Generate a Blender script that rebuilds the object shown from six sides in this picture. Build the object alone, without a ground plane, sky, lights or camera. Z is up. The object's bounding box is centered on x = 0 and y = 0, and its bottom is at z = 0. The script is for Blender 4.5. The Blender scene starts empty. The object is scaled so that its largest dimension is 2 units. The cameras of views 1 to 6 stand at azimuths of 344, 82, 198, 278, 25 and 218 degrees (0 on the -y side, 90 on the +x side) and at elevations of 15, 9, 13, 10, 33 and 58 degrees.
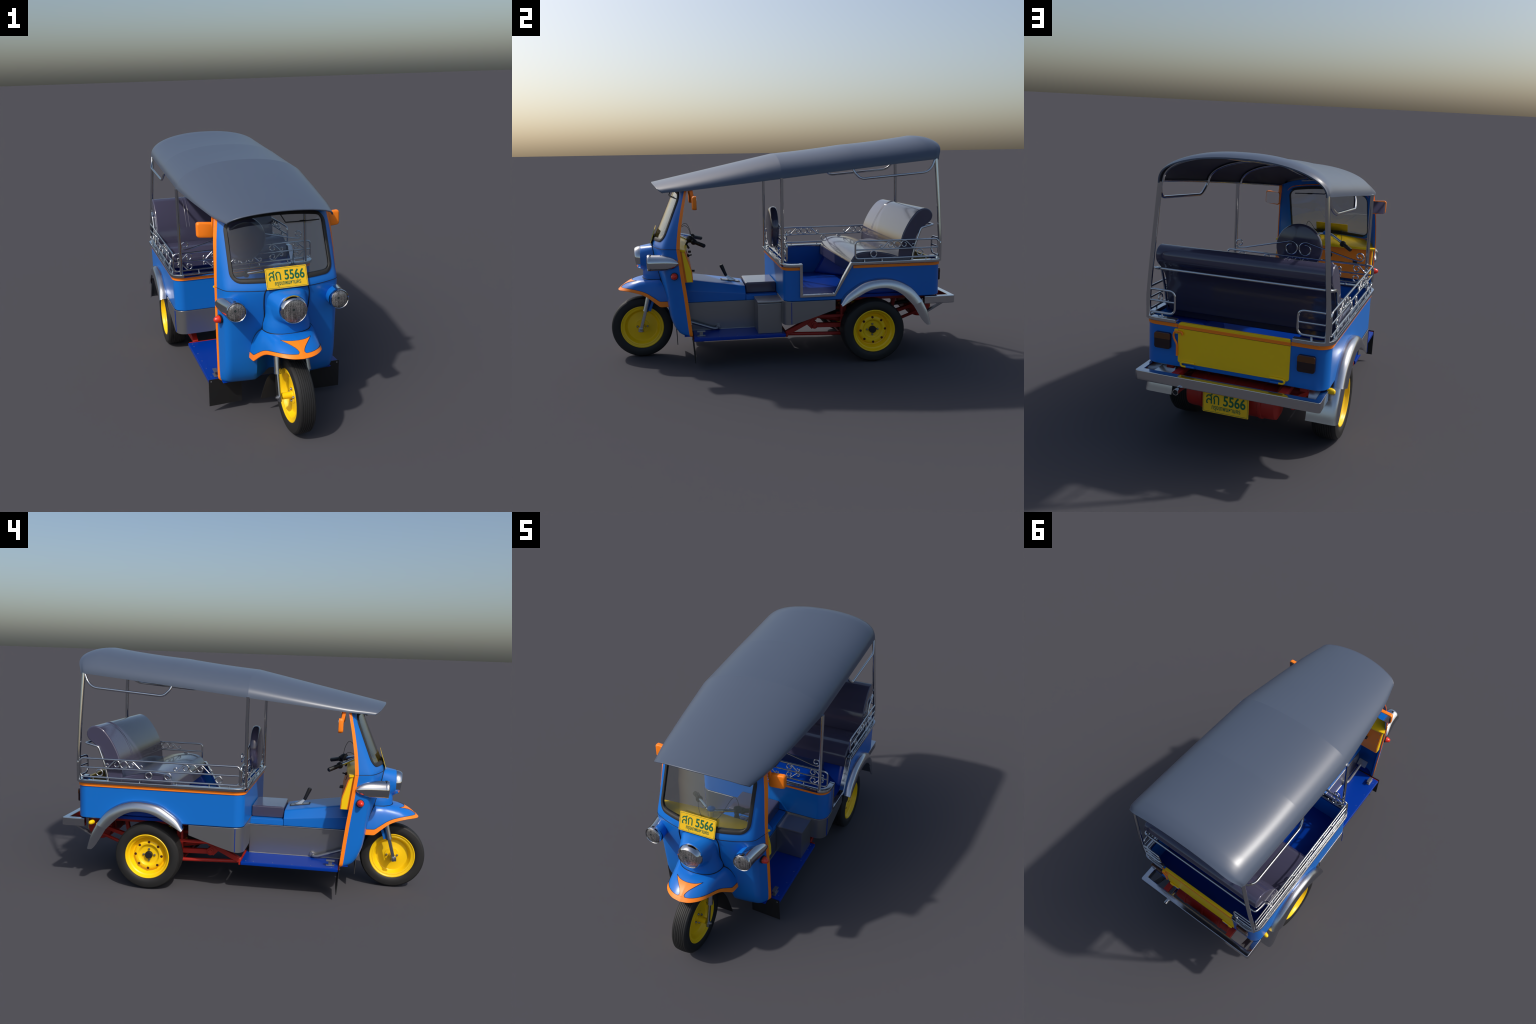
"""Three-wheeled passenger taxi: cabin cowl, canopy roof, passenger tub, chassis, wheels."""
import bpy, bmesh, math
import numpy as np
from mathutils import Vector, Matrix

SC = bpy.context.scene.collection
V3 = lambda *a: np.array(a, float)


# ------------------------------------------------------------------ materials
def mat(name, col, rough=0.4, metal=0.0, coat=0.0, spec=0.5, trans=0.0, ior=1.45, grain=0.0, bump=0.0, bump_scale=300):
    m = bpy.data.materials.new(name)
    m.use_nodes = True
    nt = m.node_tree
    b = nt.nodes["Principled BSDF"]
    b.inputs["Base Color"].default_value = (*col, 1)
    b.inputs["Roughness"].default_value = rough
    b.inputs["Metallic"].default_value = metal
    b.inputs["Coat Weight"].default_value = coat
    b.inputs["Coat Roughness"].default_value = 0.1
    b.inputs["Specular IOR Level"].default_value = spec
    b.inputs["Transmission Weight"].default_value = trans
    b.inputs["IOR"].default_value = ior
    if grain or bump:
        tc = nt.nodes.new("ShaderNodeTexCoord")
        n = nt.nodes.new("ShaderNodeTexNoise")
        n.inputs["Scale"].default_value = bump_scale if bump else 9
        n.inputs["Detail"].default_value = 4
        nt.links.new(tc.outputs["Object"], n.inputs["Vector"])
        if grain:
            n2 = nt.nodes.new("ShaderNodeTexNoise")
            n2.inputs["Scale"].default_value = 9
            n2.inputs["Detail"].default_value = 5
            nt.links.new(tc.outputs["Object"], n2.inputs["Vector"])
            r = nt.nodes.new("ShaderNodeMapRange")
            r.inputs["To Min"].default_value = rough - grain
            r.inputs["To Max"].default_value = rough + grain
            nt.links.new(n2.outputs["Fac"], r.inputs["Value"])
            nt.links.new(r.outputs["Result"], b.inputs["Roughness"])
        if bump:
            bp = nt.nodes.new("ShaderNodeBump")
            bp.inputs["Strength"].default_value = bump
            bp.inputs["Distance"].default_value = 0.002
            nt.links.new(n.outputs["Fac"], bp.inputs["Height"])
            nt.links.new(bp.outputs["Normal"], b.inputs["Normal"])
    return m


BLUE = mat("blue_paint", (0.006, 0.150, 0.56), 0.30)
DEEP = mat("deep_blue_paint", (0.0, 0.034, 0.30), 0.32, spec=0.25)
ARCHB = mat("deep_blue_sun_lightened", (0.0, 0.050, 0.42), 0.22, spec=0.6)  # DEEP's blue, brightened and glossier for sun on the arch edge
ORANGE = mat("orange_paint", (1.0, 0.235, 0.008), 0.42)
YELLOW = mat("yellow_paint", (0.95, 0.60, 0.004), 0.36, grain=0.03)
RED = mat("red_frame_paint", (0.36, 0.016, 0.010), 0.45, grain=0.05)
CHROME = mat("chrome", (0.60, 0.62, 0.64), 0.10, metal=1.0)
STEEL = mat("galvanised_steel", (0.30, 0.305, 0.32), 0.30, metal=0.80)
GUARD = mat("satin_aluminium", (0.55, 0.57, 0.60), 0.22, metal=1.0)
FORKM = mat("grey_fork_metal", (0.50, 0.53, 0.56), 0.22, metal=1.0)
VINYL = mat("seat_vinyl", (0.055, 0.053, 0.095), 0.13, spec=0.85, coat=0.35)
ROOFM = mat("canopy_vinyl", (0.078, 0.100, 0.145), 0.32, spec=0.65)
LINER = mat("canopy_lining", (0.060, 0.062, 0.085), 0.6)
RUBBER = mat("tyre_rubber", (0.014, 0.014, 0.014), 0.62, bump=0.05, bump_scale=400)
BLACK = mat("black_rubber", (0.012, 0.012, 0.013), 0.5)
MATTB = mat("black_gasket", (0.022, 0.022, 0.022), 0.6)
SEAM = mat("dark_seam", (0.004, 0.006, 0.012), 0.6)
GLASS = mat("tinted_glass", (0.68, 0.73, 0.73), 0.02, trans=1.0, ior=1.5)
REDL = mat("red_lens", (0.72, 0.030, 0.012), 0.25, coat=0.4)
BRAKE = mat("dark_red_lens", (0.016, 0.006, 0.008), 0.2, coat=0.4)
AMBER = mat("dark_amber_lens", (0.11, 0.038, 0.009), 0.2, coat=0.4)
GREEN = mat("green_lettering", (0.004, 0.12, 0.05), 0.5)
PLATE = mat("yellow_plate", (0.86, 0.52, 0.010), 0.45)
MIRROR = mat("mirror_glass", (0.88, 0.88, 0.90), 0.04, metal=1.0)
DARK_BROWN = mat("dark_red_brown", (0.055, 0.005, 0.003), 0.7)
DRUM = mat("oily_metal", (0.05, 0.04, 0.04), 0.5, metal=0.6)


def lens_material():
    """Fluted reflector glass: vertical streaks, a bulb ring and a dark bulb centre (object space)."""
    m = bpy.data.materials.new("fluted_lamp_glass")
    m.use_nodes = True
    nt = m.node_tree
    N, L = nt.nodes, nt.links
    b = N["Principled BSDF"]
    tc = N.new("ShaderNodeTexCoord")
    mp = N.new("ShaderNodeMapping")
    mp.inputs["Scale"].default_value = (1.0, 1.0, 0.25)
    L.new(tc.outputs["Object"], mp.inputs["Vector"])
    w = N.new("ShaderNodeTexWave")
    w.bands_direction = 'X'
    w.inputs["Scale"].default_value = 40
    w.inputs["Distortion"].default_value = 9.0
    w.inputs["Detail"].default_value = 2
    w.inputs["Detail Scale"].default_value = 30
    L.new(mp.outputs["Vector"], w.inputs["Vector"])
    ns = N.new("ShaderNodeTexNoise")
    ns.inputs["Scale"].default_value = 75
    L.new(mp.outputs["Vector"], ns.inputs["Vector"])
    mul = N.new("ShaderNodeMath"); mul.operation = 'MULTIPLY'
    L.new(w.outputs["Fac"], mul.inputs[0]); L.new(ns.outputs["Fac"], mul.inputs[1])
    cr = N.new("ShaderNodeValToRGB")
    cr.color_ramp.elements[0].color = (0.03, 0.03, 0.032, 1)
    cr.color_ramp.elements[0].position = 0.08
    cr.color_ramp.elements[1].color = (0.52, 0.51, 0.50, 1)
    cr.color_ramp.elements[1].position = 0.62
    L.new(mul.outputs[0], cr.inputs["Fac"])
    # bulb rings
    sp = N.new("ShaderNodeVectorMath"); sp.operation = 'MULTIPLY'
    sp.inputs[1].default_value = (1, 0, 1)
    L.new(tc.outputs["Object"], sp.inputs[0])
    off = N.new("ShaderNodeVectorMath"); off.operation = 'SUBTRACT'
    off.inputs[1].default_value = (-0.008, 0.0, 0.009)
    L.new(sp.outputs[0], off.inputs[0])
    ln = N.new("ShaderNodeVectorMath"); ln.operation = 'LENGTH'
    L.new(off.outputs[0], ln.inputs[0])
    rr = N.new("ShaderNodeValToRGB")
    e = rr.color_ramp.elements
    e[0].position = 0.0; e[0].color = (0.05, 0.10, 0.10, 1)
    e[1].position = 1.0; e[1].color = (0.2, 0.2, 0.2, 1)
    for p, c in ((0.30, 0.03), (0.38, 0.22), (0.62, 0.10), (0.70, 0.30), (0.80, 0.06)):
        x = e.new(p); x.color = (c, c, c * 1.02, 1)
    sc = N.new("ShaderNodeMath"); sc.operation = 'MULTIPLY'; sc.inputs[1].default_value = 55
    L.new(ln.outputs["Value"], sc.inputs[0]); L.new(sc.outputs[0], rr.inputs["Fac"])
    lt = N.new("ShaderNodeMath"); lt.operation = 'LESS_THAN'; lt.inputs[1].default_value = 0.0155
    L.new(ln.outputs["Value"], lt.inputs[0])
    mx = N.new("ShaderNodeMix"); mx.data_type = 'RGBA'
    L.new(lt.outputs[0], mx.inputs["Factor"])
    L.new(cr.outputs["Color"], mx.inputs["A"]); L.new(rr.outputs["Color"], mx.inputs["B"])
    L.new(mx.outputs["Result"], b.inputs["Base Color"])
    b.inputs["Roughness"].default_value = 0.25
    b.inputs["Metallic"].default_value = 0.5
    b.inputs["Coat Weight"].default_value = 0.8
    b.inputs["Coat Roughness"].default_value = 0.03
    bp = N.new("ShaderNodeBump"); bp.inputs["Strength"].default_value = 0.22; bp.inputs["Distance"].default_value = 0.002
    L.new(mul.outputs[0], bp.inputs["Height"]); L.new(bp.outputs["Normal"], b.inputs["Normal"])
    return m


LENS = lens_material()

# ------------------------------------------------------------------ geometry helpers
ROOT = bpy.data.objects.new("auto_rickshaw", None)
SC.objects.link(ROOT)
ROOT["label"] = "blue three-wheeled passenger taxi with grey canopy, chrome railings and orange trim"
ROOT["category"] = "auto rickshaw"


class Geo:
    def __init__(self):
        self.v, self.f = [], []

    def add(self, v, f):
        o = len(self.v)
        self.v += [tuple(p) for p in v]
        self.f += [tuple(i + o for i in q) for q in f]
        return self


def link(ob, parent=None):
    SC.objects.link(ob)
    ob.parent = parent or ROOT
    return ob


def build(name, geo, material, parent=None, bevel=0.0, seg=2, smooth=40, weighted=False, mats=None, origin=None):
    me = bpy.data.meshes.new(name)
    vs = geo.v
    if origin is not None:
        vs = [(p[0] - origin[0], p[1] - origin[1], p[2] - origin[2]) for p in vs]
    me.from_pydata(vs, [], geo.f)
    finish(me, bevel, seg, smooth)
    for m in (mats or [material]):
        me.materials.append(m)
    ob = bpy.data.objects.new(name, me)
    if bevel or weighted:
        weigh(ob)
    if origin is not None:
        ob.location = origin
    return link(ob, parent)


def weigh(ob):
    """Flat faces keep flat shading next to their rounded edges."""
    w = ob.modifiers.new("weighted", 'WEIGHTED_NORMAL')
    w.mode = 'FACE_AREA'
    w.keep_sharp = True


def finish(me, bevel=0.0, seg=2, smooth=40, weld=True):
    bm = bmesh.new()
    bm.from_mesh(me)
    if weld:
        bmesh.ops.remove_doubles(bm, verts=bm.verts, dist=1e-6)
    bmesh.ops.recalc_face_normals(bm, faces=bm.faces)
    if bevel:
        es = [e for e in bm.edges if len(e.link_faces) == 2 and e.calc_face_angle(0) > math.radians(28)]
        bmesh.ops.bevel(bm, geom=es, offset=bevel, segments=seg, profile=0.5, affect='EDGES', clamp_overlap=True)
    th = math.radians(smooth)
    for f in bm.faces:
        f.smooth = True
    for e in bm.edges:
        if len(e.link_faces) == 2:
            e.smooth = e.calc_face_angle(0) < th
    bm.to_mesh(me)
    bm.free()


def box_g(lo, hi, g=None):
    g = g or Geo()
    x0, y0, z0 = lo
    x1, y1, z1 = hi
    v = [(x0, y0, z0), (x1, y0, z0), (x1, y1, z0), (x0, y1, z0), (x0, y0, z1), (x1, y0, z1), (x1, y1, z1), (x0, y1, z1)]
    f = [(0, 3, 2, 1), (4, 5, 6, 7), (0, 1, 5, 4), (1, 2, 6, 5), (2, 3, 7, 6), (3, 0, 4, 7)]
    return g.add(v, f)


def box(name, lo, hi, material, parent=None, bevel=0.003, seg=2):
    return build(name, box_g(lo, hi), material, parent, bevel, seg)


def beam_g(p, q, w, h, g=None):
    """Rectangular bar from p to q, w wide sideways and h deep."""
    g = g or Geo()
    p, q = V3(*p), V3(*q)
    d = (q - p) / np.linalg.norm(q - p)
    up = V3(0, 0, 1) if abs(d[2]) < 0.9 else V3(0, 1, 0)
    s = np.cross(d, up); s /= np.linalg.norm(s)
    u = np.cross(s, d)
    v = []
    for c in (p, q):
        for a, b in ((-1, -1), (1, -1), (1, 1), (-1, 1)):
            v.append(c + s * a * w / 2 + u * b * h / 2)
    return g.add(v, [(0, 1, 2, 3), (7, 6, 5, 4), (0, 4, 5, 1), (1, 5, 6, 2), (2, 6, 7, 3), (3, 7, 4, 0)])


def prism_g(pts, axis, a, b, g=None):
    """Polygon in the plane across `axis` (kept in xyz order), extruded from a to b."""
    g = g or Geo()
    n = len(pts)

    def put(p, t):
        l = list(p); l.insert(axis, t)
        return tuple(l)
    v = [put(p, a) for p in pts] + [put(p, b) for p in pts]
    f = [tuple(range(n)), tuple(range(2 * n - 1, n - 1, -1))]
    f += [(i, (i + 1) % n, n + (i + 1) % n, n + i) for i in range(n)]
    return g.add(v, f)


def fillet(path, r, k=6, closed=False):
    """Round the corners of a polyline with radius-like setback r."""
    P = [V3(*p) for p in path]
    n = len(P)
    out = []
    for i in range(n):
        if not closed and i in (0, n - 1):
            out.append(P[i]); continue
        a, b, c = P[i - 1], P[i], P[(i + 1) % n]
        la, lc = np.linalg.norm(a - b), np.linalg.norm(c - b)
        d = min(r, la * 0.49, lc * 0.49)
        p, q = b + (a - b) / la * d, b + (c - b) / lc * d
        for t in np.linspace(0, 1, k + 1):
            out.append((1 - t) ** 2 * p + 2 * t * (1 - t) * b + t * t * q)
    return out


def tube_g(path, r, g=None, closed=False, res=10, flat=None):
    """Sweep a circle (or an ellipse with flat=(rx, rz)) along a path with parallel transport."""
    g = g or Geo()
    P = [V3(*p) for p in path]
    Q = [P[0]]
    for p in P[1:]:
        if np.linalg.norm(p - Q[-1]) > 1e-6:
            Q.append(p)
    P = Q
    if closed and np.linalg.norm(P[0] - P[-1]) < 1e-6:
        P.pop()
    n = len(P)
    T = []
    for i in range(n):
        if closed:
            t = P[(i + 1) % n] - P[i - 1]
        else:
            t = P[min(i + 1, n - 1)] - P[max(i - 1, 0)]
        T.append(t / np.linalg.norm(t))
    ref = V3(0, 0, 1) if abs(T[0][2]) < 0.8 else V3(1, 0, 0)
    u = np.cross(T[0], ref); u /= np.linalg.norm(u)
    v, f = [], []
    R = r if hasattr(r, "__len__") else [r] * n
    for i in range(n):
        u = u - T[i] * (u @ T[i]); u /= np.linalg.norm(u)
        w = np.cross(T[i], u)
        ru, rw = (R[i], R[i]) if flat is None else flat
        for k in range(res):
            a = 2 * math.pi * k / res
            v.append(P[i] + u * math.cos(a) * ru + w * math.sin(a) * rw)
    m = n if closed else n - 1
    for i in range(m):
        j = (i + 1) % n
        for k in range(res):
            l = (k + 1) % res
            f.append((i * res + k, i * res + l, j * res + l, j * res + k))
    if not closed:
        f.append(tuple(range(res - 1, -1, -1)))
        f.append(tuple(range((n - 1) * res, n * res)))
    return g.add(v, f)


def tube(name, path, r, material, parent=None, **k):
    return build(name, tube_g(path, r, **k), material, parent, smooth=50)


def lathe_g(prof, axis, c, g=None, res=48, closed=False):
    """prof: (radius, offset along axis). axis 0=x 1=y 2=z, or a direction vector."""
    g = g or Geo()
    c = V3(*c)
    if isinstance(axis, int):
        d = V3(*[1.0 if i == axis else 0.0 for i in range(3)])
    else:
        d = V3(*axis) / np.linalg.norm(axis)
    a = V3(0, 0, 1) if abs(d[2]) < 0.9 else V3(1, 0, 0)
    u = np.cross(d, a); u /= np.linalg.norm(u)
    w = np.cross(d, u)
    v, f = [], []
    for r, h in prof:
        for k in range(res):
            t = 2 * math.pi * k / res
            v.append(c + d * h + (u * math.cos(t) + w * math.sin(t)) * max(r, 1e-5))
    n = len(prof)
    for i in range(n if closed else n - 1):
        j = (i + 1) % n
        for k in range(res):
            l = (k + 1) % res
            f.append((i * res + k, i * res + l, j * res + l, j * res + k))
    return g.add(v, f)


def lathe(name, prof, axis, c, material, parent=None, smooth=35, res=48, closed=False, origin=None):
    return build(name, lathe_g(prof, axis, c, res=res, closed=closed), material, parent, smooth=smooth, origin=origin)


def grid_g(rows, g=None, closed_u=False):
    """rows[i][j] points, faces between them."""
    g = g or Geo()
    n, m = len(rows), len(rows[0])
    v = [p for r in rows for p in r]
    f = []
    for i in range(n - 1):
        for j in range(m if closed_u else m - 1):
            k = (j + 1) % m
            f.append((i * m + j, i * m + k, (i + 1) * m + k, (i + 1) * m + j))
    return g.add(v, f)


def loft_g(sections, g=None, cap=True):
    """Closed sections joined in order, ends capped."""
    g = g or Geo()
    n, m = len(sections), len(sections[0])
    grid_g(sections, g, closed_u=True)
    if cap:
        o = len(g.v) - n * m
        g.f.append(tuple(o + k for k in range(m - 1, -1, -1)))
        g.f.append(tuple(o + (n - 1) * m + k for k in range(m)))
    return g


def shell_g(outer, inner, g=None):
    """Closed sheet with thickness from two matching open grids."""
    g = g or Geo()
    n, m = len(outer), len(outer[0])
    v = [p for r in outer for p in r] + [p for r in inner for p in r]
    f = []
    N = n * m
    for i in range(n - 1):
        for j in range(m - 1):
            a, b, c, d = i * m + j, i * m + j + 1, (i + 1) * m + j + 1, (i + 1) * m + j
            f += [(a, b, c, d), (N + d, N + c, N + b, N + a)]
    ring = [j for j in range(m)] + [i * m + m - 1 for i in range(1, n)] + \
           [(n - 1) * m + j for j in range(m - 2, -1, -1)] + [i * m for i in range(n - 2, 0, -1)]
    for a, b in zip(ring, ring[1:] + ring[:1]):
        f.append((b, a, N + a, N + b))
    return g.add(v, f)


def boolean_cut(ob, cutter_geo):
    me = bpy.data.meshes.new("cutter")
    me.from_pydata(cutter_geo.v, [], cutter_geo.f)
    finish(me)
    c = bpy.data.objects.new("cutter", me)
    SC.objects.link(c)
    md = ob.modifiers.new("cut", 'BOOLEAN')
    md.operation = 'DIFFERENCE'
    md.solver = 'EXACT'
    md.object = c
    dg = bpy.context.evaluated_depsgraph_get()
    new = bpy.data.meshes.new_from_object(ob.evaluated_get(dg))
    ob.modifiers.clear()
    old = ob.data
    ob.data = new
    bpy.data.meshes.remove(old)
    bpy.data.objects.remove(c)
    bpy.data.meshes.remove(me)
    finish(new)
    if not ob.modifiers:
        weigh(ob)


def copies(src, places, parent=None):
    """Share src's mesh: place it with matrices; the first place is src itself."""
    src.matrix_world = places[0]
    for M in places[1:]:
        o = src.copy()
        SC.objects.link(o)
        o.parent = parent or src.parent
        o.matrix_world = M
    return src


def interp(x, tab):
    xs = [t[0] for t in tab]
    return [float(np.interp(x, xs, [t[i] for t in tab])) for i in range(1, len(tab[0]))]


def resample(path, n):
    P = np.array(path, float)
    d = np.r_[0, np.cumsum(np.linalg.norm(np.diff(P, axis=0), axis=1))]
    t = np.linspace(0, d[-1], n)
    return [V3(*[np.interp(q, d, P[:, k]) for k in range(P.shape[1])]) for q in t]


def spline(path, n):
    """Catmull-Rom through the points, resampled evenly."""
    P = [V3(*p) for p in path]
    P = [2 * P[0] - P[1]] + P + [2 * P[-1] - P[-2]]
    out = []
    for i in range(1, len(P) - 2):
        a, b, c, d = P[i - 1], P[i], P[i + 1], P[i + 2]
        for t in np.linspace(0, 1, 9)[:-1]:
            out.append(0.5 * (2 * b + (c - a) * t + (2 * a - 5 * b + 4 * c - d) * t * t + (3 * b - a - 3 * c + d) * t ** 3))
    out.append(P[-2])
    return resample(out, n)


def plan_sweep_g(path, d_in, d_out, z0, z1, g=None, closed=False):
    """Upright strip following a plan path (x, y); offsets measured along the right-hand normal."""
    g = g or Geo()
    P = [V3(*p) for p in path]
    n = len(P)
    secs = []
    for i in range(n):
        if closed:
            t = P[(i + 1) % n] - P[i - 1]
        else:
            t = P[min(i + 1, n - 1)] - P[max(i - 1, 0)]
        t /= np.linalg.norm(t)
        nn = V3(t[1], -t[0])
        zz0 = z0[i] if hasattr(z0, "__len__") else z0
        zz1 = z1[i] if hasattr(z1, "__len__") else z1
        a, b = P[i] + nn * d_in, P[i] + nn * d_out
        secs.append([(*a, zz0), (*b, zz0), (*b, zz1), (*a, zz1)])
    if closed:
        secs.append(secs[0])
    return loft_g(secs, g, cap=not closed)


# ------------------------------------------------------------------ canopy roof
BASE = [(-0.690, 0.258, 0.9875), (-0.54, 0.292, 0.997), (-0.28, 0.328, 1.026), (-0.02, 0.358, 1.055), (0.30, 0.361, 1.090),
        (0.62, 0.362, 1.124), (0.845, 0.361, 1.1455), (0.865, 0.360, 1.147), (0.872, 0.357, 1.146), (0.878, 0.353, 1.1455)]


def roof_station(u):
    """u runs 0 (front lip) .. 1 (rear lip): base y, crown y, half width, base z, crown z, exponent."""
    yc = u
    if yc <= -0.02:
        k = (yc + 0.73) / 0.71
        yb = -0.690 + k * 0.670
        zc = 1.040 + k * 0.153
    elif yc <= 0.394:
        yb = yc
        k = (yc + 0.02) / 0.414
        zc = 1.193 + k * 0.046 - 0.012 * k * (1 - k)
    elif yc <= 0.825:
        yb = yc
        k = (yc - 0.394) / 0.431
        zc = 1.239 + k * 0.049 - 0.018 * k * (1 - k)
    else:
        k = (yc - 0.825) / 0.08
        yb = 0.825 + k * 0.053
        zc = 1.288 - 0.003 * k - 0.011 * k ** 3
    a, b = interp(yb, BASE)
    n = float(np.interp(yc, [-0.73, -0.02], [1.95, 2.2]))
    return yb, yc, a, b, zc, n


def roof_point(yc, th, off=0.0):
    yb, yc, a, b, zc, n = roof_station(yc)
    a -= off
    h = zc - b - off
    s, c = math.sin(th), max(math.cos(th), 0.0)
    x = a * math.copysign(abs(s) ** (2 / n), s)
    q = c ** (2 / n)
    t = min(1, abs(x) / max(a, 1e-6))
    y = yb + (yc - yb) * (1 - t ** (2 if yc < 0 else 12))
    c_ = max(0.0, (t - 0.84) / 0.16)
    y += 0.022 * (1 - math.sqrt(max(0.0, 1 - c_ * c_))) * max(0.0, 1 - (yc + 0.73) / 0.16)      # rounded front corners
    return V3(x, y, b + h * q)


def roof_z(x, y, off=0.0):
    """Underside height of the canopy at a plan position."""
    _, _, a, b, zc, n = roof_station(max(-0.73, min(0.9, y)))
    t = min(1, abs(x) / a)
    return b + (zc - b - off) * (1 - t ** n) ** (1 / n)


ys = list(np.linspace(-0.73, -0.02, 13)) + list(np.linspace(-0.02, 0.394, 9))[1:] + \
     list(np.linspace(0.394, 0.825, 11))[1:] + [0.84, 0.855, 0.868, 0.880, 0.888, 0.896, 0.904, 0.912]
ths = [math.pi / 2 * math.copysign(abs(t) ** 0.8, t) for t in np.linspace(-1, 1, 61)]
outer = [[roof_point(y, t) for t in ths] for y in ys]
inner = [[roof_point(y, t, 0.006) + V3(0, 0, 0) for t in ths] for y in ys]
g = shell_g(outer, inner)
roof = build("roof_canopy", g, ROOFM, smooth=60, mats=[ROOFM, LINER])
nface = (len(ys) - 1) * (len(ths) - 1)
bm = bmesh.new()
bm.from_mesh(roof.data)
for e in bm.edges:   # cloth breaks sharply over the two inner hoops
    a, b = e.verts[0].co, e.verts[1].co
    if abs(a.x - b.x) > 1e-5 and any(abs(a.y - k) < 1e-4 and abs(b.y - k) < 1e-4 for k in (-0.02, 0.394)):
        e.smooth = False
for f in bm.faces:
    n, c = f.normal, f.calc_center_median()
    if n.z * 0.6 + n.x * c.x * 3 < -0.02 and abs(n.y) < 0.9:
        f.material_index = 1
bm.to_mesh(roof.data)
bm.free()
# rolled hem
hem = [roof_point(-0.73, t, 0.003) for t in ths]
tube("roof_hem", hem, 0.0036, ROOFM, roof)

# hoops and edge rails under the canopy
g = Geo()
for y in (-0.02, 0.394, 0.862):
    tube_g([roof_point(y, t, 0.013) for t in ths], 0.0075, g)
for s in (-1, 1):
    tube_g([roof_point(y, s * math.pi / 2, 0.010) + V3(0, 0, 0.006) for y in np.linspace(-0.6, 0.86, 40)], 0.006, g)
    tube_g([(s * 0.12, y, roof_z(0.12, y, 0.012) - 0.004) for y in np.linspace(-0.58, 0.86, 30)], 0.0055, g)
tube_g([(x, -0.565, roof_z(x, -0.60, 0.012) - 0.006) for x in np.linspace(-0.268, 0.268, 25)], 0.006, g)
build("roof_frame", g, CHROME, smooth=50)

# ------------------------------------------------------------------ posts and grab rails
for s in (-1, 1):
    tube("corner_post", [(s * 0.361, -0.021, 0.575), (s * 0.361, -0.021, 1.06)], 0.0090, CHROME, res=14)
    path = spline([(s * 0.388, 0.884, 0.575), (s * 0.388, 0.884, 0.68), (s * 0.376, 0.881, 0.83), (s * 0.362, 0.874, 1.0), (s * 0.350, 0.866, 1.15)], 24)
    tube("rear_post", path, 0.0105, CHROME, res=14)
    gp = fillet([(s * 0.353, 0.385, 1.100), (s * 0.360, 0.392, 1.080), (s * 0.368, 0.425, 1.046), (s * 0.372, 0.805, 1.076), (s * 0.360, 0.842, 1.105), (s * 0.354, 0.858, 1.145)], 0.025)
    tube("grab_rail", gp, 0.0068, CHROME, res=12)

# ------------------------------------------------------------------ cabin cowl
COWL = [  # z, rear edge x, rear edge y, corner x, corner y, front centre y
    (0.172, 0.288, -0.531, 0.258, -0.566, -0.580), (0.178, 0.294, -0.531, 0.266, -0.580, -0.602), (0.190, 0.297, -0.532, 0.270, -0.597, -0.622),
    (0.215, 0.298, -0.5345, 0.272, -0.614, -0.640), (0.25, 0.2985, -0.538, 0.2735, -0.631, -0.654), (0.30, 0.299, -0.543, 0.274, -0.644, -0.662),
    (0.40, 0.301, -0.554, 0.275, -0.653, -0.680), (0.50, 0.303, -0.567, 0.276, -0.661, -0.710), (0.60, 0.304, -0.579, 0.277, -0.670, -0.736),
    (0.66, 0.305, -0.586, 0.277, -0.6755, -0.747), (0.676, 0.305, -0.588, 0.277, -0.676, -0.7475), (0.695, 0.3045, -0.587, 0.275, -0.672, -0.744),
    (0.74, 0.303, -0.583, 0.271, -0.656, -0.725), (0.80, 0.3005, -0.576, 0.268, -0.634, -0.698), (0.90, 0.294, -0.559, 0.262, -0.598, -0.653),
    (0.975, 0.284, -0.543, 0.257, -0.571, -0.620), (1.08, 0.272, -0.522, 0.250, -0.535, -0.572)]


def smooth01(t):
    t = min(1, max(0, t))
    return t * t * (3 - 2 * t)


def cowl_front(x, z, off=0.0):
    xe, ye, xc, yc, yf = interp(z, COWL)
    return yf + (yc - yf) * min(1.2, abs(x) / xc) ** 2.1 + off


def cowl_section(z, off=0.0, n_side=6, n_corner=7, n_front=34):
    xe, ye, xc, yc, yf = interp(z, COWL)
    xe, xc, yc, yf = xe - off, xc - off, yc + off, yf + off
    E, C = V3(xe, ye), V3(xc, yc)
    d = 0.026
    fy = lambda x: yf + (yc - yf) * (abs(x) / xc) ** 2.1
    A = C + (E - C) / np.linalg.norm(E - C) * d
    B = V3(xc - d, fy(xc - d))
    half = [E + (A - E) * t for t in np.linspace(0, 1, n_side)]
    half += [(1 - t) ** 2 * A + 2 * t * (1 - t) * C + t * t * B for t in np.linspace(0, 1, n_corner + 2)[1:-1]]
    xs = np.linspace(B[0], 0, n_front // 2 + 1)
    half += [V3(x, fy(x)) for x in xs]
    full = half + [V3(-p[0], p[1]) for p in half[-2::-1]]
    dep = smooth01((0.44 - z) / 0.05)      # wheel recess low down in the middle
    out = []
    for p in full:
        q = p.copy()
        q[1] += 0.078 * dep * min(1, max(0, (0.130 - abs(p[0])) / 0.080))
        out.append(q)
    return out


levels = [0.172, 0.175, 0.18, 0.19, 0.2, 0.215, 0.235, 0.26, 0.3, 0.34, 0.38, 0.4, 0.42, 0.44, 0.5, 0.55, 0.6, 0.64, 0.66, 0.676, 0.685, 0.695, 0.71] + \
         list(np.linspace(0.725, 1.035, 18))


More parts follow.
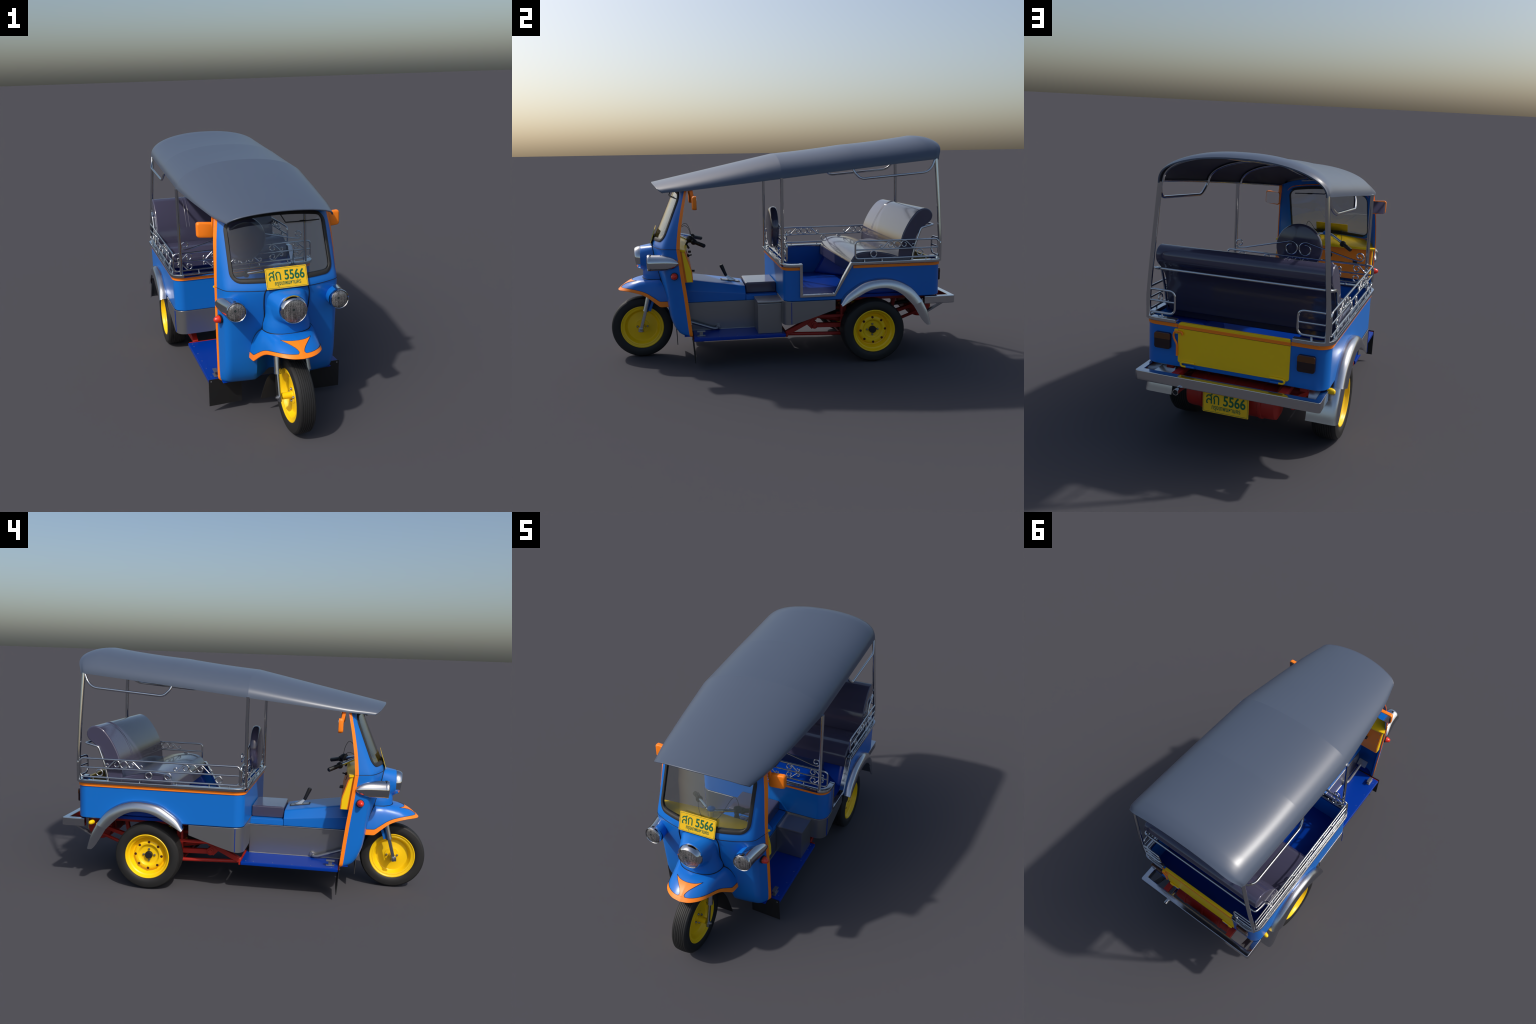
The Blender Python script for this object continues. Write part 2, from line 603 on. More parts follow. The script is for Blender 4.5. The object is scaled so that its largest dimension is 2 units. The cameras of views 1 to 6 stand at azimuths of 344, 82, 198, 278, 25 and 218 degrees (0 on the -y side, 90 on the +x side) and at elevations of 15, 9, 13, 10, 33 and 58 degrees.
def cowl_rows(off):
    rows = []
    for z in levels:
        sec = cowl_section(z, off)
        row = []
        for i, p in enumerate(sec):
            zz = z
            if z > 0.74:
                top = roof_z(min(abs(p[0]), 0.27), -0.60) - 0.010
                zz = 0.74 + (z - 0.74) * (top - 0.74) / (1.035 - 0.74)
                q = cowl_section(zz, off)[i]
            else:
                q = p
            row.append(V3(q[0], q[1], zz))
        rows.append(row)
    return rows


co, ci = cowl_rows(0.0), cowl_rows(0.013)
cowl = build("cabin_cowl", shell_g(co, ci), BLUE, smooth=40)


def ws_loop(grow, n=20):
    """Rounded windscreen outline (x, z), top edge arched with the roof."""
    w, z0, z1, r = 0.251 + grow, 0.712 - grow, 0.982 + grow, 0.045 + grow
    pts = []
    for cx, cz, a0 in ((w - r, z0 + r, -90), (w - r, z1 - r, 0), (-w + r, z1 - r, 90), (-w + r, z0 + r, 180)):
        for k in range(9):
            a = math.radians(a0 + 90 * k / 8)
            pts.append((cx + r * math.cos(a), cz + r * math.sin(a)))
    pts = resample(pts + [pts[0]], 121)[:-1]
    return [V3(p[0] * (1 + 0.02 * (0.85 - p[1])), p[1] + 0.030 * (1 - (p[0] / 0.26) ** 2) * (p[1] - 0.712) / 0.27) for p in pts]


boolean_cut(cowl, prism_g(ws_loop(-0.010), 1, -0.85, -0.50))

rings = []
for gr, off in ((0.001, 0.002), (0.001, -0.003), (-0.002, -0.005), (-0.013, -0.005), (-0.0155, -0.002), (-0.0155, 0.016), (-0.004, 0.018), (0.001, 0.016)):
    rings.append([V3(p[0], cowl_front(p[0], p[1]) + off, p[1]) for p in ws_loop(gr)])
build("windscreen_gasket", grid_g(rings + [rings[0]], closed_u=True), MATTB, cowl, smooth=40)

# windscreen glass: thin curved pane
def pane(off):
    rows = []
    L = ws_loop(-0.0145)
    for k in np.linspace(1, 0.0, 9):
        rows.append([V3(p[0] * k, 0, 0.855 + (p[1] - 0.855) * k) for p in L])
    return [[V3(p[0], cowl_front(p[0], p[2]) + off, p[2]) for p in r] for r in rows]


pf, pb = pane(0.004), pane(0.008)
g = grid_g([pf[i] for i in range(len(pf) - 1, -1, -1)] + pb, closed_u=True)
build("windscreen", g, GLASS, cowl, smooth=60)

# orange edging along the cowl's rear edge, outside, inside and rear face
for s in (-1, 1):
    rows = []
    idx = 0
    for r, ri in zip(co, ci):
        k = 0 if s > 0 else len(r) - 1
        e, nx = r[k], r[k + 1] if s > 0 else r[k - 1]
        d = (nx - e) / np.linalg.norm(nx - e)
        i_ = ri[k]
        o = V3(s * 0.0015, 0, 0)
        rows.append([e + d * 0.018 + o, e + o + V3(0, 0.002, 0), e + V3(-s * 0.004, 0.002, 0), e + V3(-s * 0.004, -0.002, 0), e + d * 0.018 + V3(-s * 0.001, 0, 0)])
    build("orange_edging", loft_g(rows), ORANGE, cowl, smooth=30)
# inner piping round the windscreen
lp = [V3(p[0], cowl_front(p[0], p[1]) + 0.0155 + 0.05 * max(0, abs(p[0]) - 0.235), p[1]) for p in ws_loop(0.010)]
tube("inner_piping", lp, 0.0030, ORANGE, cowl, closed=True, res=8)
# panel seam at waist height
sec = [V3(p[0] * 1.0005, p[1] - 0.0004, 0.676) for p in cowl_section(0.676)]
tube("panel_seam", sec, 0.0014, SEAM, cowl, res=6)

# ------------------------------------------------------------------ lamp nacelle on the nose
HL = V3(0, -0.815, 0.598)      # headlamp centre
secs = []
N = 48
for t in np.linspace(0, 1, 9):
    y = -0.690 - t * (0.690 - 0.690 + 0.125)
    k = t
    sec = []
    for j in range(N):
        a = 2 * math.pi * j / N
        c, s = math.cos(a), math.sin(a)
        e = 2 / 7.0
        rx = 0.112 * math.copysign(abs(c) ** e, c)
        rz = 0.100 * math.copysign(abs(s) ** e, s)
        sq = V3(rx * (1 - 0.06 * (s < 0)), y, 0.583 + rz)
        ci_ = V3(0.069 * c, y, HL[2] + 0.069 * s)
        kk = k
        sec.append(sq * (1 - kk) + ci_ * kk)
    secs.append(sec)
g = loft_g(secs)
neck = []
for z in np.linspace(0.470, 0.60, 8):
    row = []
    w = 0.1135 - 0.012 * smooth01((z - 0.49) / 0.08)
    f = 0.101 - 0.006 * smooth01((z - 0.49) / 0.08)
    for j in range(N):
        a = math.pi * j / (N - 9) if j < N - 8 else 0
        if j < N - 8:
            ca, sa = math.cos(a), math.sin(a)
            row.append(V3(w * math.copysign(abs(ca) ** 0.85, ca), -0.703 - f * abs(sa) ** 0.85, z))
        else:
            q = (j - (N - 9)) / 9
            row.append(V3(-w + 2 * w * q, -0.690, z))
    neck.append(row)
loft_g(neck, g)
nac = build("lamp_nacelle", g, BLUE)
md = nac.modifiers.new("r", 'REMESH')
md.mode = 'VOXEL'
md.voxel_size = 0.0035
sm = nac.modifiers.new("s", 'SMOOTH')
sm.factor = 0.5
sm.iterations = 4
dg = bpy.context.evaluated_depsgraph_get()
me = bpy.data.meshes.new_from_object(nac.evaluated_get(dg))
nac.modifiers.clear()
nac.data = me
me.polygons.foreach_set("use_smooth", [True] * len(me.polygons))

# black joint lines round the nacelle
out = [(0.114, 0.478), (0.109, 0.52), (0.106, 0.548), (0.110, 0.60), (0.110, 0.645), (0.106, 0.668), (0.096, 0.682), (0.06, 0.686), (0, 0.687)]
out = out + [(-x, z) for x, z in out[-2::-1]]
tube("panel_seam", [V3(p[0], cowl_front(p[0], p[1]) - 0.001, p[1]) for p in spline(out, 80)], 0.0026, SEAM, nac, res=6)
lo = [V3(0.1145 * math.copysign(abs(math.cos(a)) ** 0.85, math.cos(a)), -0.703 - 0.103 * math.sin(a) ** 0.85, 0.479) for a in np.linspace(0, math.pi, 50)]
tube("panel_seam", lo, 0.0022, SEAM, nac, res=6)

# headlamp
lathe("headlamp_rim", [(0.060, -0.004), (0.0665, -0.004), (0.0672, 0.004), (0.0660, 0.012), (0.0635, 0.020), (0.0605, 0.0265), (0.0580, 0.0290), (0.0565, 0.0275), (0.0562, 0.015)], (0, -1, -0.09), HL + V3(0, 0.002, 0), CHROME, nac, res=64)
lathe("headlamp_lens", [(0.0572, 0.020), (0.0562, 0.0255), (0.050, 0.0285), (0.038, 0.0315), (0.024, 0.0335), (0.010, 0.0345), (0, 0.0347)], (0, -1, -0.09), HL + V3(0, 0.002, 0), LENS, nac, res=64, origin=tuple(HL))

# ------------------------------------------------------------------ side lamps
for s in (-1, 1):
    C = V3(s * 0.250, -0.745, 0.599)
    # blue fairing on the inner half
    lathe("lamp_fairing", [(0.0435, -0.008), (0.0435, 0.05), (0.0425, 0.085), (0.037, 0.12), (0.026, 0.145), (0, 0.16)], (s * 0.10, 1, 0.0), C - V3(s * 0.004, 0, 0), BLUE, cowl)
    # chrome outer half, pointed tail
    rows = []
    for t in np.linspace(0, 1, 26):
        y = -0.748 + 0.155 * t
        q = max(0.0, (t - 0.45) / 0.55)
        r = 0.0455 * math.sqrt(max(1e-4, 1 - q ** 2.2))
        cx = s * (0.2515 + 0.004 * t + 0.026 * t * t)
        rows.append([V3(cx + s * 0.0455 * (math.cos(a) if math.cos(a) > 0 else math.cos(a)) * (0.55 + 0.45 * r / 0.0455), y, 0.599 + r * math.sin(a)) for a in np.radians(np.linspace(-96, 100, 33))])
    inn = [[V3(p[0] - s * 0.004, p[1], 0.599 + (p[2] - 0.599) * 0.94) for p in r] for r in rows]
    build("side_lamp", shell_g(rows, inn), CHROME, cowl, smooth=50)
    lathe("lamp_rim", [(0.040, 0.0), (0.0455, 0.0), (0.0470, 0.010), (0.0465, 0.020), (0.0445, 0.023), (0.0425, 0.021), (0.042, 0.012)], (s * 0.05, -1, 0), C, CHROME, cowl)
    lathe("lamp_lens", [(0.043, 0.016), (0.040, 0.0205), (0.030, 0.0245), (0.016, 0.0265), (0, 0.027)], (s * 0.05, -1, 0), C, LENS, cowl, origin=tuple(C))
    box("lamp_clip", C + V3(-0.006 + s * 0.004, -0.012, 0.0435), C + V3(0.006 + s * 0.004, 0.0, 0.0480), BLACK, cowl, 0.001)
    # red marker
    R = V3(s * 0.2925, -0.620, 0.526)
    lathe("marker_base", [(0.0215, 0), (0.0215, 0.007), (0.018, 0.008)], (s, -0.25, 0), R, BLACK, cowl, res=24)
    lathe("marker_light", [(0.0185, 0.004), (0.0185, 0.009), (0.0165, 0.018), (0.0115, 0.030), (0.006, 0.0345), (0, 0.0355)], (s, -0.25, 0), R, REDL, cowl, res=28)

# ------------------------------------------------------------------ front mudguard
Bp = [(0, -0.951, 0.412), (0.045, -0.943, 0.4135), (0.083, -0.919, 0.4155), (0.108, -0.886, 0.4145), (0.1205, -0.852, 0.4085), (0.130, -0.815, 0.3985),
      (0.1385, -0.783, 0.3835), (0.148, -0.757, 0.3655), (0.1640, -0.708, 0.327), (0.1640, -0.708, 0.327), (0.1705, -0.653, 0.328)]
B_ = resample(spline(Bp[:9], 60) + [V3(*Bp[10])], 41)


def fender_pt(t, v, lift=0.0):
    """t -1..1 across (0 at the tip), v 0 at the neck .. 1 at the hem."""
    s = math.copysign(1, t)
    u = abs(t)
    f = u * 40
    i = min(39, int(f))
    Bq = B_[i] * (1 - f + i) + B_[i + 1] * (f - i)
    a = min(1, u * 1.12) * math.pi / 2
    Nn = V3(0.114 * math.sin(a), -0.703 - 0.103 * math.cos(a), 0.4795)
    Q = V3(Nn[0] + 0.80 * (Bq[0] - Nn[0]), Nn[1] + 0.50 * (Bq[1] - Nn[1]), Nn[2] + 0.003 - 0.022 * u)
    p = (1 - v) ** 2 * Nn + 2 * v * (1 - v) * Q + v * v * Bq
    return V3(p[0] * s, p[1], p[2])


def fender_lift(t, v, h):
    e = 0.002
    p = fender_pt(t, v)
    du = fender_pt(t + e, v) - fender_pt(t - e, v)
    dv = fender_pt(t, min(1, v + e)) - fender_pt(t, v - e if v > e else v)
    n = np.cross(du, dv)
    n /= np.linalg.norm(n) + 1e-12
    if n[2] < 0:
        n = -n
    return p + n * h


tt = np.linspace(-1, 1, 121)
hem_v = 0.885
body = [[fender_pt(t, v) for t in tt] for v in np.linspace(0, hem_v, 20)]
bin_ = [[p + V3(0, 0.001, -0.004) for p in r] for r in body]
mud = build("front_mudguard", shell_g(body, bin_), BLUE, smooth=50)
hemr = [[fender_lift(t, v, 0.0012) for t in tt] for v in np.linspace(hem_v - 0.004, 1, 6)]
hin = [[p * V3(0.975, 1, 1) + V3(0, 0.002, -0.003) for p in r] for r in hemr]
build("mudguard_hem", shell_g(hemr, hin), ORANGE, mud, smooth=50)
for s in (-1, 1):
    tube("hem_line", [fender_lift(s * t, hem_v - 0.004, 0.0012) for t in np.linspace(0.056, 1, 60)], 0.0009, SEAM, mud, res=5)
# fluted emblem: wide at the top, pinched in the middle, flowing into the hem
def emblem_half(v):
    k = (v - 0.40) / (0.885 - 0.40)
    return 0.235 * max(0, 1 - k) ** 1.9 + 0.027 + 0.028 * max(0, (k - 0.85) / 0.15) ** 2


rows = []
for k in np.linspace(0, 1, 26):
    row = []
    for q in np.linspace(-1, 1, 21):
        v0 = 0.385 + 0.055 * (1 - q * q)
        v = v0 + (0.885 - v0) * k
        row.append(fender_lift(q * emblem_half(0.40 + (0.885 - 0.40) * k), v, 0.0012))
    rows.append(row)
rin = [[p - V3(0, 0, 0.002) for p in r] for r in rows]
build("mudguard_emblem", shell_g(rows, rin), ORANGE, mud, smooth=50)
for s in (0, -1):
    tube("emblem_line", [r[s] for r in rows], 0.0009, SEAM, mud, res=5)
tube("emblem_line", rows[0], 0.0009, SEAM, mud, res=5)
for s in (-1, 1):
    sp = [fender_pt(s * 1.0, v) + V3(0, -0.001, 0) for v in np.linspace(0, 0.93, 20)]
    tube("panel_seam", sp, 0.0022, SEAM, mud, res=6)

# ------------------------------------------------------------------ wheels
def tyre_profile(r, hw, tread, rim, grooves):
    pts = [(rim - 0.004, -hw * 0.70), (rim + 0.002, -hw * 0.86), (rim + 0.012, -hw * 0.97), (rim + 0.024, -hw), (r - 0.022, -hw * 0.985), (r - 0.010, -hw * 0.93), (r - 0.0045, -tread * 1.02)]
    n = grooves
    w = 2 * tread / (n + 1)
    for i in range(n + 1):
        a = -tread + i * w
        crown = lambda q: r - 0.0032 * (q / tread) ** 2
        pts.append((crown(a + w * 0.12), a + w * 0.12))
        pts.append((crown(a + w * 0.88), a + w * 0.88))
        if i < n:
            pts.append((crown(a + w) - 0.0022, a + w * 0.94))
            pts.append((crown(a + w) - 0.0022, a + w * 1.06))
    return pts + [(p[0], -p[1]) for p in pts[6::-1]]


def bolt_geo(axis, c, r=0.0062, h=0.006):
    g = lathe_g([(r, 0), (r, h), (r * 0.6, h * 1.5), (0, h * 1.6)], axis, c, res=10)
    return g


def group(name, loc):
    e = bpy.data.objects.new(name, None)
    e.empty_display_size = 0.05
    link(e)
    e.location = loc
    return e


FW = V3(0, -0.819, 0.181)
w = group("front_wheel", (0, 0, 0))
lathe("tyre", tyre_profile(0.181, 0.0425, 0.034, 0.125, 6), 0, FW, RUBBER, w, res=96, smooth=30)
half = [(0.1275, 0.0345), (0.1265, 0.037), (0.123, 0.0375), (0.1195, 0.0355), (0.1165, 0.0335), (0.1135, 0.033), (0.1125, 0.0315), (0.111, 0.0325), (0.104, 0.030),
        (0.097, 0.020), (0.092, 0.010), (0.088, 0.0075), (0.07, 0.0085), (0.045, 0.011), (0.0405, 0.012), (0.0395, 0.015), (0.018, 0.015), (0.0165, 0.017), (0.0155, 0.062), (0.012, 0.064)]
for s in (-1, 1):
    lathe("rim", [(r, s * h) for r, h in half] + [(0, s * 0.064)], 0, FW, YELLOW, w, res=72)
bolts = []
for s in (-1, 1):
    for k in range(4):
        a = math.radians(90 * k)
        bolts.append(Matrix.Translation((s * 0.014, FW[1] + 0.0295 * math.cos(a), FW[2] + 0.0295 * math.sin(a))) @ Matrix.Rotation(0 if s > 0 else math.pi, 4, 'Z'))
copies(build("wheel_bolt", bolt_geo(0, (0, 0, 0)), STEEL, w), bolts)

for s in (-1, 1):
    c = V3(s * 0.346, 0.500, 0.181)
    w = group("rear_wheel", (0, 0, 0))
    lathe("tyre", tyre_profile(0.181, 0.0575, 0.046, 0.121, 8), 0, c, RUBBER, w, res=96, smooth=30)
    prof = [(0.123, 0.047), (0.1225, 0.0505), (0.1195, 0.0525), (0.116, 0.0510), (0.113, 0.046), (0.1105, 0.038), (0.1075, 0.034), (0.102, 0.031), (0.098, 0.018), (0.092, 0.006), (0.086, 0.003),
            (0.083, 0.007), (0.080, 0.015), (0.075, 0.0195), (0.068, 0.021), (0.060, 0.020), (0.055, 0.015), (0.050, 0.0085), (0.044, 0.007), (0.030, 0.0075), (0.0, 0.0075)]
    lathe("rim", [(r, s * h) for r, h in prof], 0, c, YELLOW, w, res=72)
    lathe("rim", [(0.123, -s * 0.047), (0.119, -s * 0.05), (0.105, -s * 0.03), (0.10, 0.0), (0.06, s * 0.001), (0, s * 0.001)], 0, c, YELLOW, w, res=48)
    lathe("hub_cap", [(0.0205, 0), (0.0205, s * 0.016), (0.0185, s * 0.0185), (0.0, s * 0.019)], 0, c + V3(s * 0.006, 0, 0), BLACK, w, res=32)
    copies(build("wheel_bolt", bolt_geo(0, (0, 0, 0)), STEEL, w),
           [Matrix.Translation((c[0] + s * 0.007, c[1] + 0.031 * math.cos(a), c[2] + 0.031 * math.sin(a))) @ Matrix.Rotation(0 if s > 0 else math.pi, 4, 'Z') for a in np.radians([0, 90, 180, 270])])
    # ventilation holes: small dark red-brown discs set into the rim face, no opening cut
    hole = lathe_g([(0.0072, -0.003), (0.0072, 0.0004), (0.0064, 0.0008), (0, 0.0008)], 0, (0, 0, 0), res=18)
    copies(build("vent_hole_disc", hole, DARK_BROWN, w),
           [Matrix.Translation((c[0] + s * 0.0205, c[1] + 0.0725 * math.cos(a), c[2] + 0.0725 * math.sin(a))) @ Matrix.Rotation(0 if s > 0 else math.pi, 4, 'Z') for a in np.radians(np.arange(8) * 45 + 2)])
    lathe("brake_drum", [(0.075, 0), (0.078, -s * 0.01), (0.078, -s * 0.05), (0.05, -s * 0.055), (0, -s * 0.055)], 0, c - V3(s * 0.004, 0, 0), RED, w, res=40)

# ------------------------------------------------------------------ front fork
for s in (-1, 1):
    g = tube_g([(s * 0.066, -0.752, 0.455), (s * 0.074, -0.794, 0.290)], 0.0160, res=16)
    tube_g([(s * 0.0735, -0.7925, 0.296), (s * 0.0740, -0.795, 0.286)], 0.0172, g, res=16)
    fk = build("fork_leg", g, FORKM, smooth=50)
    build("fork_slider", beam_g((s * 0.074, -0.794, 0.290), (s * 0.0775, -0.829, 0.166), 0.0135, 0.019), FORKM, fk, 0.004)
    build("fork_lug", beam_g((s * 0.0772, -0.826, 0.190), (s * 0.0780, -0.830, 0.162), 0.017, 0.026), FORKM, fk, 0.004)
    lathe("axle_nut", [(0.0095, 0), (0.0095, 0.007), (0.0055, 0.008), (0.0055, 0.012), (0, 0.0125)], (s, 0, 0), (s * 0.0835, -0.8225, 0.180), STEEL, fk, res=6, smooth=20)
    build("fork_stay", beam_g((s * 0.068, -0.730, 0.40), (s * 0.069, -0.772, 0.285), 0.012, 0.016), BLUE, fk, 0.002)
box("fork_crown", (-0.085, -0.775, 0.425), (0.085, -0.715, 0.455), FORKM)

# ------------------------------------------------------------------ mud flaps
for s in (-1, 1):
    rows = [[V3(s * x, -0.531 + 0.012 * (0.18 - z) / 0.15 + 0.004 * math.sin(x * 12), z) for x in np.linspace(0.178, 0.347, 12)] for z in np.linspace(0.036, 0.182, 8)]
    build("mud_flap", shell_g(rows, [[p + V3(0, 0.004, 0) for p in r] for r in rows]), BLACK)
    copies(build("flap_rivet", lathe_g([(0.004, 0), (0.004, 0.002), (0, 0.003)], (0, -1, 0), (0, 0, 0), res=10), STEEL),
           [Matrix.Translation((s * x, -0.533, 0.172)) for x in (0.19, 0.335)])
rows = [[V3(q * w_, -0.622 + 0.006 * k, 0.205 - 0.125 * k) for q in np.linspace(-1, 1, 9)] for k, w_ in ((k, 0.055 + 0.052 * k ** 0.6) for k in np.linspace(0, 1, 9))]
build("mud_flap", shell_g(rows, [[p + V3(0, 0.004, 0) for p in r] for r in rows]), BLACK)

# ------------------------------------------------------------------ footboard, tunnel, driver's seat
for s in (-1, 1):
    a, b = sorted((s * 0.120, s * 0.284))
    box("floor_pan", (a, -0.575, 0.1735), (b, -0.5285, 0.1775), DEEP, None, 0.001)
fb = box("footboard", (-0.3455, -0.5245, 0.1585), (0.3455, -0.004, 0.178), DEEP, bevel=0.004)
box("footboard_edge", (-0.338, -0.003, 0.156), (0.338, 0.008, 0.1765), RED, fb, 0.002)
box("footboard_edge", (-0.344, -0.5275, 0.170), (0.344, -0.5247, 0.1765), RED, fb, 0.001)
copies(build("board_rivet", lathe_g([(0.0022, 0), (0.0018, 0.0008), (0, 0.001)], 2, (0, 0, 0), res=8), STEEL, fb),
       [Matrix.Translation((s * 0.325, y, 0.178)) for s in (-1, 1) for y in (-0.49, -0.38, -0.28, -0.175, -0.07, -0.03)])
for s in (-1, 1):
    g = box_g((s * 0.300 - 0.0055, -0.492, 0.180), (s * 0.300 + 0.0055, -0.472, 0.205))
    box_g((s * 0.300 - 0.011, -0.505, 0.1785), (s * 0.300 + 0.011, -0.459, 0.1835), g)
    box_g((s * 0.300 - 0.011, -0.505, 0.2035), (s * 0.300 + 0.011, -0.459, 0.2090), g)
    build("footrest_bracket", g, STEEL, fb, 0.0015)

tun = build("engine_tunnel", prism_g([(-0.56, 0.177), (-0.020, 0.177), (-0.020, 0.3415), (-0.56, 0.3415)], 0, -0.1600, 0.1600), STEEL, None, 0.004)
for s in (-1, 1):
    build("tunnel_lip", tube_g([(s * 0.1610, -0.54, 0.179), (s * 0.1610, -0.022, 0.179)], 0.0032, tube_g([(s * 0.1605, -0.54, 0.341), (s * 0.1605, -0.022, 0.341)], 0.0022)), STEEL, tun)


def tun_sec(y):
    r = 0.384 - (y + 0.21) * 0.09
    t = 0.422 - (y + 0.213) * 0.152
    w = 0.124
    pts = [(0.1590, 0.3435), (0.1590, r), (w, t), (w - 0.02, t + 0.003)]
    return [V3(x, y, z) for x, z in pts] + [V3(-x, y, z) for x, z in pts[::-1]]


build("tunnel_cover", loft_g([tun_sec(y) for y in np.linspace(-0.575, -0.2085, 10)]), BLUE, tun, 0.004)
box("seat_base", (-0.1590, -0.207, 0.3435), (0.1590, -0.023, 0.3755), BLUE, tun, 0.0025)
box("driver_seat", (-0.122, -0.205, 0.376), (0.122, -0.0235, 0.4405), VINYL, None, 0.008, 3)

# gear lever
lv = box("lever_plate", (-0.030, -0.345, 0.428), (0.030, -0.226, 0.436), BLACK, tun, 0.006)
lv.matrix_world = Matrix.Translation((0, -0.2855, 0.4355)) @ Matrix.Rotation(math.radians(-8.6), 4, 'X') @ Matrix.Translation((0, 0.2855, -0.4325))
pl = box("lever_slot", (-0.022, -0.337, 0.4345), (0.022, -0.234, 0.4375), STEEL, tun, 0.004)
pl.matrix_world = lv.matrix_world.copy()
build("lever_boot", loft_g([[V3(x * k, y0 + yy * k, z) for x, yy in ((0.014, -0.022), (0.014, 0.022), (-0.014, 0.022), (-0.014, -0.022))]
                            for k, y0, z in ((1.0, -0.272, 0.438), (0.42, -0.309, 0.468))]), FORKM, tun, 0.003)
tube("gear_lever", [(0, -0.3085, 0.465), (0, -0.313, 0.473), (0, -0.336, 0.527), (0, -0.339, 0.534)], [0.0085, 0.0095, 0.0120, 0.0095], BLACK, tun, res=16)

# pedals: cranked arms from the tunnel
for s in (-1, 1):
    tube("pedal_arm", fillet([(s * 0.155, -0.375, 0.190), (s * 0.180, -0.378, 0.189), (s * 0.186, -0.402, 0.189), (s * 0.192, -0.535, 0.236)], 0.016), 0.0085, STEEL, tun)
    lathe("pedal_boss", [(0.015, 0), (0.015, 0.018), (0.013, 0.020), (0, 0.0205)], (s, 0, 0), (s * 0.155, -0.375, 0.195), STEEL, tun, res=20)
    p = box("pedal_pad", (s * 0.197 - 0.032, -0.004, -0.024), (s * 0.197 + 0.032, 0.004, 0.024), STEEL, tun, 0.003)
    p.matrix_world = Matrix.Translation((0, -0.548, 0.243)) @ Matrix.Rotation(math.radians(48), 4, 'X')

# battery box
bb = box("battery_box", (0.160, -0.160, 0.1785), (0.3195, -0.022, 0.352), STEEL, None, 0.003)
box("battery_lid", (0.158, -0.162, 0.3525), (0.3215, -0.020, 0.3665), STEEL, bb, 0.004)

# ------------------------------------------------------------------ dashboard
dp = [(-0.558, 0.664), (-0.5255, 0.560), (-0.5205, 0.540), (-0.5175, 0.488), (-0.521, 0.488), (-0.600, 0.488), (-0.605, 0.664)]
dash = build("dashboard", prism_g(dp, 0, -0.2915, 0.2915), ORANGE, None, 0.0015)
sp_ = [(-0.563, 0.662), (-0.530, 0.560), (-0.525, 0.540), (-0.522, 0.489), (-0.553, 0.489), (-0.577, 0.662)]
for s in (-1, 1):
    a, b = sorted((s * 0.2905, s * 0.2955))
    build("dash_cheek", prism_g(sp_, 0, a, b), YELLOW, dash, 0.001)
rows = []
for q in np.linspace(-1, 1, 31):
    x = q * 0.307
    xi = min(abs(x), 0.262)
    yb = -0.557 + 0.018 * (1 - q * q)
    yf = cowl_front(xi, 0.69) + 0.014
    rise = 0.020 * (1 - q * q)
    rows.append([V3(x, yb, 0.664), V3(x, yb - 0.001, 0.672), V3(x, yb - 0.006, 0.674 + rise * 0.2), V3(x if abs(q) < 0.85 else math.copysign(min(abs(x), 0.288), x), (yb + yf) / 2, 0.676 + rise), V3(math.copysign(xi, x), yf, 0.690 + rise), V3(math.copysign(xi, x), yf, 0.662), ])
build("dash_shelf", loft_g(rows), YELLOW, dash, smooth=50)
lathe("dial", [(0.0145, 0), (0.0145, 0.004), (0.012, 0.005), (0, 0.005)], (0, 1, 0.3), (-0.043, -0.544, 0.612), BLACK, dash, res=28)
lathe("ignition_switch", [(0.009, 0), (0.009, 0.012), (0.004, 0.013), (0.004, 0.028), (0, 0.029)], (0, 1, 0.2), (0.10, -0.543, 0.61), BLACK, dash, res=18)
box("dash_switch", (-0.215, -0.528, 0.585), (-0.19, -0.510, 0.60), BLACK, dash, 0.002)
box("dash_switch", (0.12, -0.528, 0.520), (0.135, -0.502, 0.532), BLACK, dash, 0.002)
copies(build("dash_screw", lathe_g([(0.003, 0), (0.002, 0.0015), (0, 0.002)], (0, 1, 0.3), (0, 0, 0), res=8), STEEL, dash),
       [Matrix.Translation((s * 0.278, -0.558 + 0.0325 * k + 0.002, 0.660 - 0.102 * k)) for s in (-1, 1) for k in (0.1, 0.5, 0.9)])

# ------------------------------------------------------------------ handlebar
g = Geo()
hb = group("handlebar", (0, 0, 0))
for s in (-1, 1):
    tube_g(fillet([(0, -0.604, 0.722), (s * 0.03, -0.592, 0.727), (s * 0.118, -0.510, 0.699)], 0.02), 0.0085, g)
    tube_g([(s * 0.095, -0.530, 0.704), (s * 0.185, -0.446, 0.676)], 0.0070, g)
build("bar", g, CHROME, hb, smooth=50)
for s in (-1, 1):
    a, b = V3(s * 0.120, -0.507, 0.6965), V3(s * 0.186, -0.444, 0.676)
    P = [a + (b - a) * t for t in (0, 0.04, 0.10, 0.18, 0.19, 0.97, 1.0)]
    tube("grip", P, [0.016, 0.0185, 0.0185, 0.016, 0.0115, 0.0115, 0.0095], BLACK, hb, res=18)
lathe("switch_housing", [(0.0, -0.020), (0.017, -0.016), (0.021, 0.0), (0.017, 0.016), (0, 0.020)], (0.7, 0.7, -0.2), (0.108, -0.520, 0.708), BLACK, hb, res=20)
tube("lever", [(0.108, -0.530, 0.700), (0.106, -0.545, 0.68), (0.112, -0.53, 0.655)], [0.008, 0.007, 0.006], BLACK, hb)
tube("steering_column", [(0, -0.597, 0.735), (0, -0.612, 0.655)], 0.014, CHROME, hb, res=18)
lathe("column_cap", [(0.021, -0.004), (0.021, 0.006), (0.014, 0.012), (0, 0.014)], (0, 0.18, 1), (0, -0.596, 0.731), BLUE, hb, res=24)
